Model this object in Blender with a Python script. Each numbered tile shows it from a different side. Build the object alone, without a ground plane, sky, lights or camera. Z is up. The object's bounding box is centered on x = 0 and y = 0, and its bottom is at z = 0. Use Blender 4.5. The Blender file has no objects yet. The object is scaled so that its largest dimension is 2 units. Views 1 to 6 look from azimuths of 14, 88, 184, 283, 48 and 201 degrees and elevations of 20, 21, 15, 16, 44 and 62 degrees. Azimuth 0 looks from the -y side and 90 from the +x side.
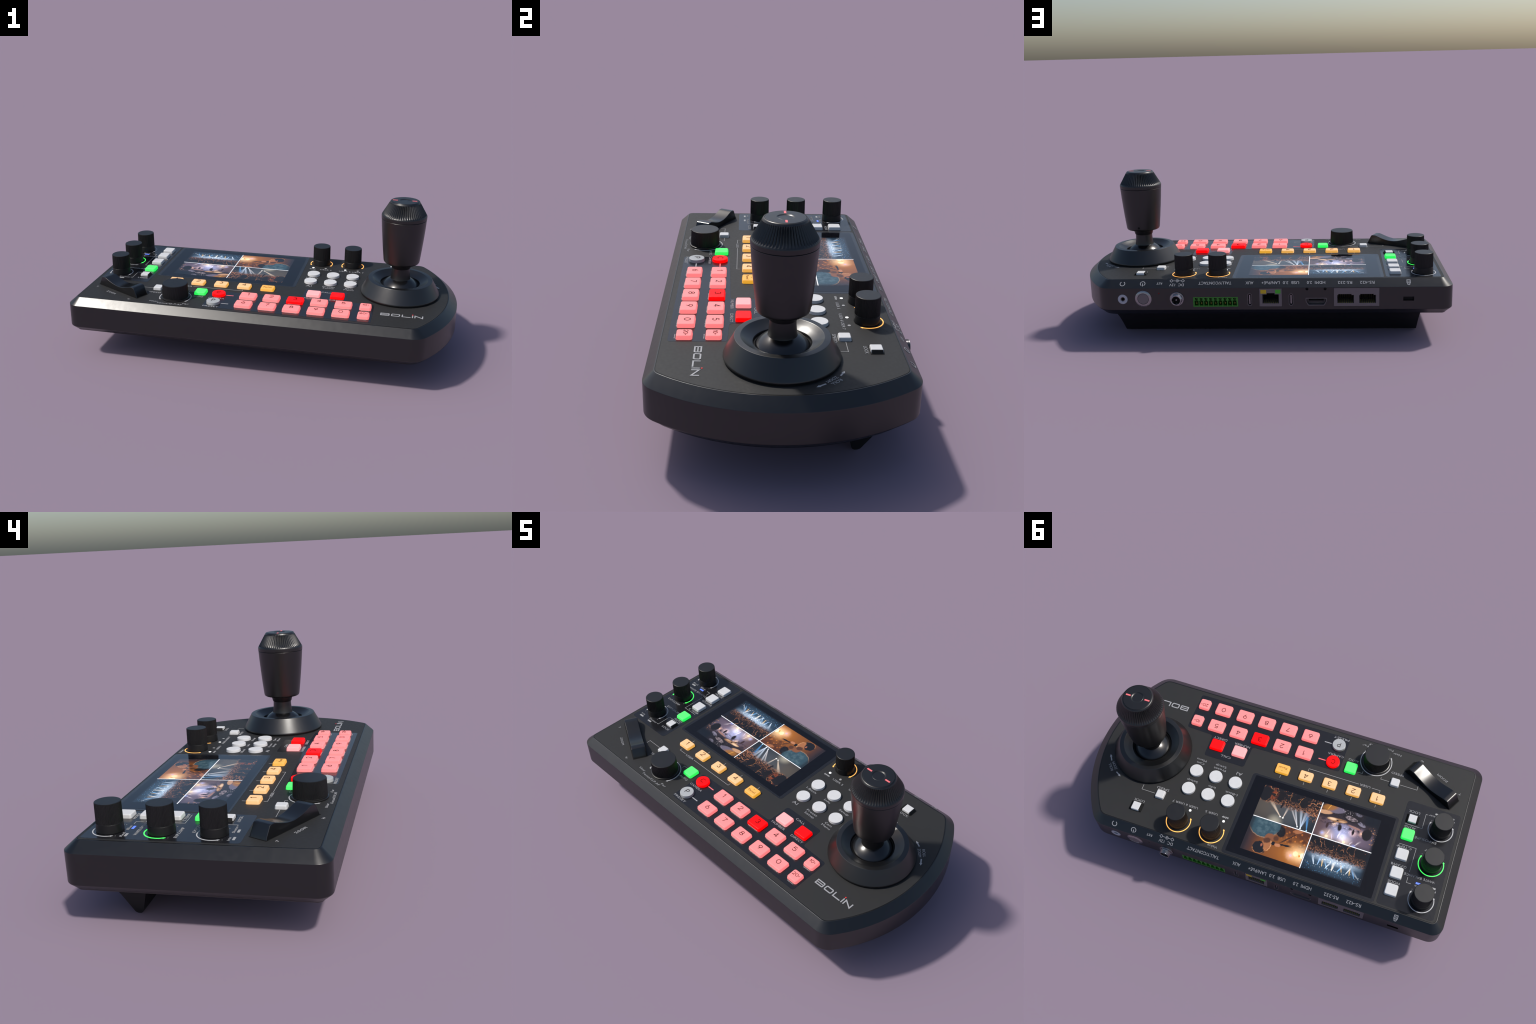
import bpy, bmesh, math, random
from mathutils import Vector, Matrix

R = random.Random(7)
SC = bpy.context.scene
COL = SC.collection
PI = math.pi
ZP = 0.3362           # top of the control panel


# ------------------------------------------------------------------ materials
def new_mat(name):
    m = bpy.data.materials.new(name)
    m.use_nodes = True
    nt = m.node_tree
    b = nt.nodes["Principled BSDF"]
    return m, nt, b


def plain(name, col, rough=0.5, metal=0.0, spec=0.5, coat=0.0, emit=None, estr=0.0,
          grain=0.0, bump=0.0, scale=60.0, ior=1.5):
    """Principled material with a faint procedural variation of tone and gloss."""
    m, nt, b = new_mat(name)
    b.inputs["Base Color"].default_value = (*col, 1)
    b.inputs["Roughness"].default_value = rough
    b.inputs["Metallic"].default_value = metal
    b.inputs["Specular IOR Level"].default_value = spec
    b.inputs["IOR"].default_value = ior
    b.inputs["Coat Weight"].default_value = coat
    if emit:
        b.inputs["Emission Color"].default_value = (*emit, 1)
        b.inputs["Emission Strength"].default_value = estr
    if grain or bump:
        tc = nt.nodes.new("ShaderNodeTexCoord")
        no = nt.nodes.new("ShaderNodeTexNoise")
        no.inputs["Scale"].default_value = scale
        no.inputs["Detail"].default_value = 4
        nt.links.new(tc.outputs["Object"], no.inputs["Vector"])
        if grain:
            mr = nt.nodes.new("ShaderNodeMapRange")
            mr.inputs["From Min"].default_value = 0.3
            mr.inputs["From Max"].default_value = 0.7
            mr.inputs["To Min"].default_value = max(rough - grain, 0.02)
            mr.inputs["To Max"].default_value = rough + grain
            nt.links.new(no.outputs["Fac"], mr.inputs["Value"])
            nt.links.new(mr.outputs["Result"], b.inputs["Roughness"])
            mx = nt.nodes.new("ShaderNodeMix")
            mx.data_type = 'RGBA'
            mx.inputs["A"].default_value = (*[c * 0.93 for c in col], 1)
            mx.inputs["B"].default_value = (*[min(c * 1.07, 1) for c in col], 1)
            nt.links.new(no.outputs["Fac"], mx.inputs["Factor"])
            nt.links.new(mx.outputs["Result"], b.inputs["Base Color"])
        if bump:
            n2 = nt.nodes.new("ShaderNodeTexNoise")
            n2.inputs["Scale"].default_value = 900
            nt.links.new(tc.outputs["Object"], n2.inputs["Vector"])
            bp = nt.nodes.new("ShaderNodeBump")
            bp.inputs["Strength"].default_value = bump
            bp.inputs["Distance"].default_value = 0.0005
            nt.links.new(n2.outputs["Fac"], bp.inputs["Height"])
            nt.links.new(bp.outputs["Normal"], b.inputs["Normal"])
    return m


M = {}
M['body'] = plain('satin_black_metal', (0.0030, 0.0030, 0.0032), 0.325, ior=1.65, grain=0.02, bump=0.03, scale=45)
M['panel'] = plain('matt_charcoal_panel', (0.022, 0.022, 0.022), 0.60, spec=0.32, grain=0.05, bump=0.1, scale=90)
M['overlay'] = plain('glossy_black_overlay', (0.011, 0.011, 0.013), 0.20, spec=0.6, grain=0.02)
M['bezel'] = plain('screen_bezel_black', (0.012, 0.012, 0.014), 0.22, spec=0.6, grain=0.02)
M['glass'] = plain('screen_glass_black', (0.004, 0.004, 0.006), 0.06, spec=0.38)
M['knob'] = plain('black_knob_plastic', (0.007, 0.007, 0.0075), 0.45, spec=0.35, grain=0.03)
M['knob_top'] = plain('knob_cap_metal', (0.006, 0.006, 0.007), 0.42, spec=0.55, grain=0.02)
M['stick'] = plain('joystick_plastic', (0.0045, 0.0042, 0.0043), 0.36, ior=1.62, grain=0.02)
M['collar'] = plain('joystick_collar_satin', (0.004, 0.004, 0.0043), 0.34, ior=1.66, grain=0.02)
M['ball'] = plain('joystick_ball_gloss', (0.004, 0.004, 0.0045), 0.24, ior=1.62)
M['dark'] = plain('black_recess', (0.006, 0.006, 0.006), 0.6, spec=0.2)
M['rubber'] = plain('black_plastic_foot', (0.010, 0.010, 0.011), 0.5, spec=0.35, grain=0.03)
M['white_key'] = plain('white_key_plastic', (0.63, 0.63, 0.63), 0.5, spec=0.35, grain=0.02)
M['grey_key'] = plain('grey_key_plastic', (0.42, 0.43, 0.43), 0.35, grain=0.02)
M['pink_key'] = plain('pink_backlit_key', (0.35, 0.14, 0.14), 0.45, spec=0.3, emit=(1.0, 0.21, 0.21), estr=0.9, grain=0.02)
M['pale_key'] = plain('pale_pink_backlit_key', (0.40, 0.27, 0.27), 0.45, spec=0.3, emit=(1.0, 0.27, 0.275), estr=0.85, grain=0.02)
M['red_key'] = plain('red_backlit_key', (0.30, 0.002, 0.004), 0.45, spec=0.2, emit=(1.0, 0.0, 0.0), estr=1.0, grain=0.02)
M['green_key'] = plain('green_backlit_key', (0.12, 0.35, 0.14), 0.45, spec=0.3, emit=(0.004, 0.85, 0.08), estr=1.0, grain=0.02)
M['amber_key'] = plain('amber_backlit_key', (0.42, 0.30, 0.28), 0.45, spec=0.3, emit=(0.70, 0.33, 0.012), estr=1.0, grain=0.02)
M['amber_deep'] = plain('deep_amber_backlit_key', (0.40, 0.20, 0.10), 0.45, spec=0.3, emit=(0.70, 0.33, 0.008), estr=1.0, grain=0.02)
M['ink'] = plain('dark_key_legend', (0.02, 0.012, 0.012), 0.6, spec=0.2)
M['ink_red'] = plain('dark_red_key_legend', (0.03, 0.0, 0.0), 0.6, spec=0.1)
M['print'] = plain('white_silk_print', (0.38, 0.38, 0.39), 0.5)
M['print_bright'] = plain('bright_silk_print', (0.36, 0.36, 0.37), 0.5)
M['line'] = plain('grey_silk_line', (0.33, 0.33, 0.33), 0.5)
M['red_print'] = plain('red_silk_print', (0.75, 0.03, 0.03), 0.5)
M['pink_mark'] = plain('pale_red_mark', (0.75, 0.16, 0.17), 0.4, emit=(1, 0.12, 0.14), estr=0.25)
M['led_white'] = plain('white_led', (0.9, 0.9, 0.9), 0.4, emit=(1, 1, 1), estr=1.6)
M['led_off'] = plain('grey_led', (0.36, 0.36, 0.36), 0.4)
M['led_blue'] = plain('blue_led', (0.10, 0.16, 0.7), 0.4, emit=(0.08, 0.18, 1), estr=0.9)
M['ring_white'] = plain('white_ring_print', (0.50, 0.50, 0.51), 0.45)
M['ring_green'] = plain('green_light_ring', (0.05, 0.5, 0.08), 0.4, emit=(0.05, 0.95, 0.10), estr=1.6)
M['ring_amber'] = plain('amber_light_ring', (0.5, 0.3, 0.1), 0.4, emit=(1.0, 0.42, 0.08), estr=1.4)
M['divider'] = plain('screen_divider_white', (0.75, 0.75, 0.77), 0.25, emit=(1, 1, 1), estr=0.25)
M['steel'] = plain('brushed_steel', (0.34, 0.33, 0.34), 0.28, metal=1.0, grain=0.05)
M['port_grey'] = plain('port_shell_grey', (0.17, 0.148, 0.152), 0.45, metal=0.3, grain=0.03)
M['jack_grey'] = plain('jack_plastic_grey', (0.40, 0.41, 0.45), 0.45)
M['terminal'] = plain('green_terminal_plastic', (0.035, 0.22, 0.015), 0.45, grain=0.03)
M['terminal_dark'] = plain('dark_green_terminal_well', (0.006, 0.05, 0.004), 0.55)
M['brass'] = plain('brass_pin', (0.55, 0.36, 0.10), 0.35, metal=1.0)
M['gold'] = plain('gold_contact', (0.42, 0.36, 0.10), 0.4, metal=0.6)
M['wire'] = plain('dark_bronze_wire', (0.07, 0.05, 0.02), 0.5, metal=0.5)
M['yellow_led'] = plain('yellow_port_led', (0.62, 0.42, 0.01), 0.4)
M['green_led'] = plain('green_port_led', (0.06, 0.42, 0.02), 0.4)


# ------------------------------------------------------------------ object helpers
ROOT = bpy.data.objects.new('camera_controller', None)
ROOT["label"] = "Black desktop camera controller with joystick, knobs, screen and lit keys"
ROOT["category"] = "control panel"
COL.objects.link(ROOT)


def finish(me, angle=35, cap_sharp=False):
    me.polygons.foreach_set('use_smooth', [True] * len(me.polygons))
    me.set_sharp_from_angle(angle=math.radians(angle))
    # flat many-sided caps keep their own normal
    caps = [p for p in me.polygons if p.loop_total > 8]
    if caps and cap_sharp:
        sharp = [e.use_edge_sharp for e in me.edges]
        for p in caps:
            for li in p.loop_indices:
                sharp[me.loops[li].edge_index] = True
        me.edges.foreach_set('use_edge_sharp', sharp)
    me.update()
    return me


def weighted(me):
    """Face-area weighted normals: flat faces stay flat beside small round edges."""
    ob = bpy.data.objects.new('tmp', me)
    COL.objects.link(ob)
    md = ob.modifiers.new('w', 'WEIGHTED_NORMAL')
    md.keep_sharp = True
    md.weight = 50
    dg = bpy.context.evaluated_depsgraph_get()
    out = bpy.data.meshes.new_from_object(ob.evaluated_get(dg))
    bpy.data.objects.remove(ob)
    return out


def add(name, me, mat=None, parent=None, loc=(0, 0, 0), rot=(0, 0, 0), scl=(1, 1, 1)):
    ob = bpy.data.objects.new(name, me)
    COL.objects.link(ob)
    ob.parent = parent if parent is not None else ROOT
    ob.location, ob.rotation_euler, ob.scale = loc, rot, scl
    if mat is not None and len(me.materials) == 0:
        me.materials.append(M[mat] if isinstance(mat, str) else mat)
    return ob


def mesh_from(verts, faces, angle=35, name='part'):
    me = bpy.data.meshes.new(name)
    me.from_pydata([tuple(v) for v in verts], [], faces)
    bm = bmesh.new()
    bm.from_mesh(me)
    bmesh.ops.recalc_face_normals(bm, faces=bm.faces)
    bm.to_mesh(me)
    bm.free()
    return finish(me, angle)


def loft(rings, angle=35, caps=True, name='loft'):
    n = len(rings[0])
    verts = [p for r in rings for p in r]
    faces = []
    for i in range(len(rings) - 1):
        for j in range(n):
            a, b = i * n + j, i * n + (j + 1) % n
            faces.append((a, b, b + n, a + n))
    if caps:
        faces.append(tuple(range(n - 1, -1, -1)))
        faces.append(tuple((len(rings) - 1) * n + j for j in range(n)))
    return mesh_from(verts, faces, angle, name)


def lathe(profile, seg=96, angle=35, mod=None, name='lathe'):
    """profile: (r, z) from bottom to top; mod(theta, k) adds to radius of ring k."""
    rings = []
    for k, (r, z) in enumerate(profile):
        ring = []
        for j in range(seg):
            t = 2 * PI * j / seg
            rr = max(r + (mod(t, k) if mod else 0), 1e-5)
            ring.append((rr * math.cos(t), rr * math.sin(t), z))
        rings.append(ring)
    return weighted(loft(rings, angle, True, name))


def rrect(hx, hy, r, n=6):
    r = min(r, hx * 0.999, hy * 0.999)
    pts = []
    for cx, cy, a0 in ((hx - r, hy - r, 0), (-hx + r, hy - r, 90), (-hx + r, -hy + r, 180), (hx - r, -hy + r, 270)):
        for i in range(n + 1):
            a = math.radians(a0 + 90 * i / n)
            pts.append((cx + r * math.cos(a), cy + r * math.sin(a)))
    return pts


def key_mesh(w, d, h, r, bev=0.003, flare=0.0025, name='key'):
    """Key cap: slightly flared sides, soft rounded top edge.  Base at z=0."""
    rings = []
    for z, o in ((-0.004, flare), (0, flare), (h - bev, 0.0006), (h - bev * 0.62, -bev * 0.12),
                 (h - bev * 0.29, -bev * 0.38), (h - bev * 0.07, -bev * 0.72), (h, -bev * 1.1)):
        rings.append([(x, y, z) for x, y in rrect(w / 2 + o, d / 2 + o, max(r + o, 0.0012))])
    return weighted(loft(rings, 50, True, name))


def slab(outline, z0, z1, bev=0.0, name='slab'):
    rings = [[(x, y, z0) for x, y in outline], [(x, y, z1 - bev) for x, y in outline]]
    if bev:
        cx = sum(p[0] for p in outline) / len(outline)
        cy = sum(p[1] for p in outline) / len(outline)
        rings.append([(x - math.copysign(bev, x - cx), y - math.copysign(bev, y - cy), z1) for x, y in outline])
    return loft(rings, 30, True, name)


def box(x0, x1, y0, y1, z0, z1, name='box'):
    v = [(x, y, z) for z in (z0, z1) for y in (y0, y1) for x in (x0, x1)]
    f = [(0, 1, 3, 2), (4, 5, 7, 6), (0, 1, 5, 4), (2, 3, 7, 6), (0, 2, 6, 4), (1, 3, 7, 5)]
    return mesh_from(v, f, 30, name)


def join_meshes(meshes, name='joined'):
    bm = bmesh.new()
    for me in meshes:
        bm.from_mesh(me)
    out = bpy.data.meshes.new(name)
    bm.to_mesh(out)
    bm.free()
    return finish(out, 35)


def boolean(me, cutters, op='DIFFERENCE'):
    """Cut closed cutter meshes out of a closed mesh."""
    ob = bpy.data.objects.new('tmp', me)
    COL.objects.link(ob)
    cu = bpy.data.objects.new('tmpc', join_meshes(cutters))
    COL.objects.link(cu)
    md = ob.modifiers.new('b', 'BOOLEAN')
    md.operation, md.solver, md.object = op, 'EXACT', cu
    md.use_self = True
    dg = bpy.context.evaluated_depsgraph_get()
    out = bpy.data.meshes.new_from_object(ob.evaluated_get(dg))
    bpy.data.objects.remove(ob)
    bpy.data.objects.remove(cu)
    out.materials.clear()
    return finish(out, 35)


def poly_round(pts, rad, n=5):
    """Round the corners of a closed polygon."""
    out = []
    k = len(pts)
    for i in range(k):
        p0, p, p1 = Vector(pts[i - 1]), Vector(pts[i]), Vector(pts[(i + 1) % k])
        a, b = (p0 - p), (p1 - p)
        t = min(rad, a.length * 0.45, b.length * 0.45)
        A, B = p + a.normalized() * t, p + b.normalized() * t
        for j in range(n + 1):
            s = j / n
            q = A * (1 - s) ** 2 + p * 2 * s * (1 - s) + B * s ** 2
            out.append((q.x, q.y))
    return out


# ------------------------------------------------------------------ housing
CY = -0.016


def plan(left, front, back, apex, rad, rad_right):
    """Outline of the body: straight left, front and back; right end is a wide arc."""
    RR = 0.6917 + (apex - 0.9565)
    cx = apex - RR
    fx = cx + math.sqrt(RR ** 2 - (front - CY) ** 2)
    bx = cx + math.sqrt(RR ** 2 - (back - CY) ** 2)
    pts = []

    def corner(p, d0, d1, t0, n=8):
        A = Vector(p) - Vector(d0) * t0
        B = Vector(p) + Vector(d1) * t0
        P = Vector(p)
        for j in range(n + 1):
            s = j / n
            # blend of circular and conic rounding
            q = A * (1 - s) ** 2 + P * 2 * s * (1 - s) + B * s ** 2
            pts.append((q.x, q.y))

    def arc_corner(cx_, cy_, r_, a0, a1, n=10):
        for j in range(n + 1):
            a = math.radians(a0 + (a1 - a0) * j / n)
            pts.append((cx_ + r_ * math.cos(a), cy_ + r_ * math.sin(a)))

    arc_corner(left + rad, front + rad, rad, 180, 270)
    for j in range(1, 20):                      # front edge
        s = j / 20
        pts.append((left + rad + (fx - rad_right - left - rad) * s, front))
    a_f = math.atan2(front - CY, fx - cx)
    a_b = math.atan2(back - CY, bx - cx)
    tf = rad_right / RR
    Af = (fx - rad_right, front)
    Bf = (cx + RR * math.cos(a_f + tf), CY + RR * math.sin(a_f + tf))
    for j in range(9):
        s = j / 8
        q = Vector(Af) * (1 - s) ** 2 + Vector((fx, front)) * 2 * s * (1 - s) + Vector(Bf) * s ** 2
        pts.append((q.x, q.y))
    for j in range(1, 60):
        a = a_f + tf + (a_b - a_f - 2 * tf) * j / 60
        pts.append((cx + RR * math.cos(a), CY + RR * math.sin(a)))
    Ab = (cx + RR * math.cos(a_b - tf), CY + RR * math.sin(a_b - tf))
    Bb = (bx - rad_right, back)
    for j in range(9):
        s = j / 8
        q = Vector(Ab) * (1 - s) ** 2 + Vector((bx, back)) * 2 * s * (1 - s) + Vector(Bb) * s ** 2
        pts.append((q.x, q.y))
    for j in range(1, 20):
        s = j / 20
        pts.append((bx - rad_right + (left + rad - bx + rad_right) * s, back))
    arc_corner(left + rad, back - rad, rad, 90, 180)
    return pts


TOP = dict(left=-0.9590, front=-0.4510, back=0.4180, apex=0.9565, rad=0.026, rad_right=0.022)
MAX = dict(left=-1.0, front=-0.4900, back=0.4600, apex=1.0, rad=0.058, rad_right=0.045)


def lerp_plan(t, grow=0.0):
    d = {k: TOP[k] + (MAX[k] - TOP[k]) * t for k in TOP}
    d['left'] -= grow
    d['front'] -= grow
    d['back'] += grow
    d['apex'] += grow
    d['rad'] = max(d['rad'] + grow, 0.01)
    return plan(**d)


def lvl(t, z, grow=0.0):
    return [(x, y, z) for x, y in lerp_plan(t, grow)]


ZT, ZC = 0.3354, 0.2990
housing_rings = [
    lvl(1, 0.1525, -0.0310), lvl(1, 0.1550, -0.0285),
    lvl(1, 0.1770, -0.0030), lvl(1, 0.1795, -0.0010), lvl(1, 0.1825, 0.0),
    lvl(1, ZC - 0.0010, 0.0), lvl(0.985, ZC + 0.0007, 0.0),
    lvl(0.012, ZT - 0.0003, 0.0), lvl(0.0, ZT, -0.0006),
]
housing = loft(housing_rings, 25, True, 'housing')

# pockets for the ports in the back wall (boxes and round holes along y)
YB = 0.4600


def hole(x, z, r, depth=0.05, n=32):
    rings = []
    for y in (YB - depth, YB + 0.02):
        rings.append([(x + r * math.cos(2 * PI * j / n), y, z + r * math.sin(2 * PI * j / n)) for j in range(n)])
    return loft(rings, 30)


def pocket(x0, x1, z0, z1, depth=0.11):
    return box(x0, x1, YB - depth, YB + 0.02, z0, z1)


cuts = [hole(0.719, 0.2396, 0.0262), hole(0.6095, 0.2422, 0.044, 0.03), hole(0.5255, 0.2704, 0.0035),
        hole(0.4319, 0.2404, 0.031, 0.03), pocket(0.1108, 0.3472, 0.1960, 0.2495),
        pocket(-0.1185, -0.0005, 0.1962, 0.2937), pocket(-0.6208, -0.3862, 0.1962, 0.2950),
        hole(-0.2484, 0.2907, 0.0075), hole(-0.3418, 0.2906, 0.0075),
        pocket(-0.7975, -0.7422, 0.2251, 0.2468)]


def slot_y(cx, cz, hx, hz, r, y0, y1, n=8):
    return loft([[(cx + x, y, cz + z) for x, z in rrect(hx, hz, r, n)] for y in (y0, y1)], 30)


cuts += [slot_y(0.0499, 0.2338, 0.0118, 0.0345, 0.0117, YB - 0.04, YB + 0.02),
         slot_y(-0.1653, 0.2338, 0.0118, 0.0335, 0.0117, YB - 0.04, YB + 0.02)]


def hdmi_outline(grow=0.0):
    p = [(-0.3505 - grow, 0.2425 + grow), (-0.2407 + grow, 0.2425 + grow), (-0.2407 + grow, 0.2240),
         (-0.2540 + grow * .4, 0.2003 - grow), (-0.3370 - grow * .4, 0.2003 - grow), (-0.3505 - grow, 0.2240)]
    return poly_round(p, 0.004, 3)


cuts.append(loft([[(x, y, z) for x, z in hdmi_outline(0)] for y in (YB - 0.04, YB + 0.02)], 30))
housing = weighted(boolean(housing, cuts))
HOUSE = add('housing', housing, 'body')

# base plate below the housing, separated by a shadow gap
plate = loft([lvl(1, 0.1465, -0.039), lvl(1, 0.1473, -0.0355), lvl(1, 0.1515, -0.0315), lvl(1, 0.1525, -0.0350)], 30, True)
add('base_plate', plate, 'body')
for fx, fy in ((-0.90, -0.40), (-0.90, 0.365), (0.72, -0.40), (0.72, 0.365)):
    add('rubber_foot', lathe([(0.03, 0), (0.032, 0.002), (0.032, 0.008)], 40), 'rubber', loc=(fx, fy, 0.1410))

# folding stand: wedge-shaped bar
st = []
for x, k in ((-0.846, 0), (0.797, 1)):
    st.append(x)


def stand_section(xb, xt):
    """Closed wedge section; x shifts from xb at the tip to xt at the top."""
    prof = [(0.392, 0.156), (0.370, 0.132), (0.336, 0.098), (0.3155, 0.074), (0.2725, 0.0125), (0.2665, 0.0045), (0.258, 0.0005), (0.247, 0.0),
            (0.2395, 0.0035), (0.2355, 0.0105), (0.2190, 0.082), (0.203, 0.156)]
    return [(xb + (xt - xb) * z / 0.15, y, z) for y, z in prof]


stand = loft([stand_section(-0.8285, -0.8385), stand_section(-0.8335, -0.8440)]
             [::-1] + [stand_section(0.759, 0.779)] + [stand_section(0.763, 0.784)], 25, True)
bmx = bmesh.new()
bmx.from_mesh(stand)
bmesh.ops.remove_doubles(bmx, verts=bmx.verts, dist=1e-5)
bmx.to_mesh(stand)
bmx.free()
finish(stand, 25)
add('folding_stand', stand, 'rubber')

# ------------------------------------------------------------------ top panel and overlays
panel = loft([lvl(0, ZT - 0.002, -0.0050), lvl(0, ZP - 0.0006, -0.0050), lvl(0, ZP, -0.0058)], 25, True)
PANEL = add('control_panel', panel, 'panel')
rim = [(x, y) for x, y in lerp_plan(0, -0.0028)]
seam_out = [(x, y, ZT + 0.0003) for x, y in lerp_plan(0, -0.0028)]
add('panel_seam', loft([lvl(0, ZT - 0.001, -0.0034), lvl(0, ZT + 0.0004, -0.0034)], 25), 'dark', PANEL)


def overlay(name, pts, z1, mat, rad=0.012, z0=None, parent=PANEL):
    o = poly_round(pts, rad)
    rings = [[(x, y, (z0 if z0 else ZP - 0.001)) for x, y in o], [(x, y, z1) for x, y in o]]
    return add(name, loft(rings, 25, True, name), mat, parent)


Z1 = ZP + 0.0005
overlay('exposure_overlay', [(-0.9415, -0.1765), (-0.6640, -0.1765), (-0.6580, 0.4040), (-0.9415, 0.4040)], Z1, 'overlay', 0.016)
overlay('keypad_overlay', [(-0.2760, -0.4250), (0.5850, -0.4250), (0.5850, -0.2080), (0.4360, -0.2030), (0.4330, -0.0755),
                           (0.2085, -0.0755), (0.2040, -0.2030), (-0.2760, -0.2150)], Z1, 'overlay', 0.014)
BEZ = overlay('screen_bezel', [(-0.6480, -0.0640), (0.1450, -0.0640), (0.1450, 0.4085), (-0.6480, 0.4085)], ZP + 0.0005, 'bezel', 0.018)
SCR = overlay('screen_glass', [(-0.6320, -0.0540), (0.1275, -0.0540), (0.1275, 0.3930), (-0.6320, 0.3930)], ZP + 0.0008, 'glass', 0.006, parent=BEZ)


# ------------------------------------------------------------------ screen pictures (node masks)
class Paint:
    """Layers of soft shapes over a colour field; u to the right, v up, v in 0..1."""

    def __init__(self, name, rough=0.12, estr=0.2):
        self.m, self.nt, self.b = new_mat(name)
        self.tc = self.nt.nodes.new('ShaderNodeTexCoord').outputs['Object']
        self.raw = self.tc
        self.b.inputs['Roughness'].default_value = rough
        self.estr = estr
        self.col = None

    def n(self, t, **kw):
        x = self.nt.nodes.new(t)
        for k, v in kw.items():
            setattr(x, k, v)
        return x

    def warp(self, *amps):
        """Bend the drawing space with noise so that shapes get irregular edges."""
        v = self.raw
        for sc, am in amps:
            no = self.n('ShaderNodeTexNoise')
            no.inputs['Scale'].default_value = sc
            no.inputs['Detail'].default_value = 2
            self.lk(self.raw, no.inputs['Vector'])
            k = self.n('ShaderNodeVectorMath', operation='MULTIPLY_ADD')
            self.lk(no.outputs['Color'], k.inputs[0])
            k.inputs[1].default_value = (am, am, 0)
            k.inputs[2].default_value = (-am / 2, -am / 2, 0)
            a = self.n('ShaderNodeVectorMath', operation='ADD')
            self.lk(v, a.inputs[0])
            self.lk(k.outputs[0], a.inputs[1])
            v = a.outputs[0]
        self.tc = v

    def lk(self, a, b):
        self.nt.links.new(a, b)

    def math(self, op, a, b=None, clamp=False):
        x = self.n('ShaderNodeMath', operation=op, use_clamp=clamp)
        for i, s in enumerate((a, b)):
            if s is None:
                continue
            if isinstance(s, (int, float)):
                x.inputs[i].default_value = s
            else:
                self.lk(s, x.inputs[i])
        return x.outputs[0]

    def mul(self, a, b):
        return self.math('MULTIPLY', a, b)

    def local(self, cx, cy, rot=0, sx=1, sy=1):
        x = self.n('ShaderNodeMapping', vector_type='TEXTURE')
        x.inputs['Location'].default_value = (cx, cy, 0)
        x.inputs['Rotation'].default_value = (0, 0, math.radians(rot))
        x.inputs['Scale'].default_value = (sx, sy, 1)
        self.lk(self.tc, x.inputs['Vector'])
        return x.outputs[0]

    def ramp(self, v, a, b, lo=0.0, hi=1.0):
        x = self.n('ShaderNodeMapRange', interpolation_type='SMOOTHSTEP')
        x.inputs['From Min'].default_value = min(a, b)
        x.inputs['From Max'].default_value = max(a, b)
        x.inputs['To Min'].default_value = lo if a < b else hi
        x.inputs['To Max'].default_value = hi if a < b else lo
        self.lk(v, x.inputs['Value'])
        return x.outputs['Result']

    def xy(self, vec):
        s = self.n('ShaderNodeSeparateXYZ')
        self.lk(vec, s.inputs[0])
        return s.outputs[0], s.outputs[1]

    def ellipse(self, cx, cy, rx, ry, rot=0, soft=0.15):
        v = self.local(cx, cy, rot, rx, ry)
        flat = self.n('ShaderNodeVectorMath', operation='MULTIPLY')
        flat.inputs[1].default_value = (1, 1, 0)
        self.lk(v, flat.inputs[0])
        ln = self.n('ShaderNodeVectorMath', operation='LENGTH')
        self.lk(flat.outputs[0], ln.inputs[0])
        return self.ramp(ln.outputs['Value'], 1 + soft, max(1 - soft, 0.0))

    def ring(self, cx, cy, rx, ry, rot=0, w=0.1):
        v = self.local(cx, cy, rot, rx, ry)
        flat = self.n('ShaderNodeVectorMath', operation='MULTIPLY')
        flat.inputs[1].default_value = (1, 1, 0)
        self.lk(v, flat.inputs[0])
        ln = self.n('ShaderNodeVectorMath', operation='LENGTH')
        self.lk(flat.outputs[0], ln.inputs[0])
        d = self.math('ABSOLUTE', self.math('SUBTRACT', ln.outputs['Value'], 1.0))
        return self.ramp(d, w, 0.0)

    def beam(self, cx, cy, rot, length, w0, w1):
        x, y = self.xy(self.local(cx, cy, rot, length, 1))
        half = self.math('ADD', self.mul(x, w1 - w0), w0)
        q = self.math('DIVIDE', self.math('ABSOLUTE', y), self.math('MAXIMUM', half, 0.002))
        side = self.ramp(q, 1.0, 0.15)
        fade = self.ramp(x, 1.0, 0.05)
        start = self.ramp(x, -0.02, 0.02)
        return self.mul(self.mul(side, fade), start)

    def bar(self, x0, y0, x1, y1, w, soft=0.3):
        L = math.hypot(x1 - x0, y1 - y0)
        x, y = self.xy(self.local((x0 + x1) / 2, (y0 + y1) / 2, math.degrees(math.atan2(y1 - y0, x1 - x0)), L / 2, w / 2))
        d = self.math('MAXIMUM', self.math('ABSOLUTE', x), self.math('ABSOLUTE', y))
        return self.ramp(d, 1 + soft, 1 - soft)

    def noise(self, scale, lo, hi, detail=3, off=0.0):
        m_ = self.local(off, off * 0.7)
        x = self.n('ShaderNodeTexNoise')
        x.inputs['Scale'].default_value = scale
        x.inputs['Detail'].default_value = detail
        self.lk(m_, x.inputs['Vector'])
        return self.ramp(x.outputs['Fac'], lo, hi)

    def cells(self, scale, r0, r1, off=0.0, squash=1.0):
        """Round blobs scattered on a Voronoi grid (heads, far lamps)."""
        m_ = self.local(off, off * 0.37, 0, 1, squash)
        x = self.n('ShaderNodeTexVoronoi', voronoi_dimensions='2D')
        x.inputs['Scale'].default_value = scale
        self.lk(m_, x.inputs['Vector'])
        return self.ramp(x.outputs['Distance'], r1, r0)

    def v_ramp(self, a, b):
        return self.ramp(self.xy(self.tc)[1], a, b)

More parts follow.
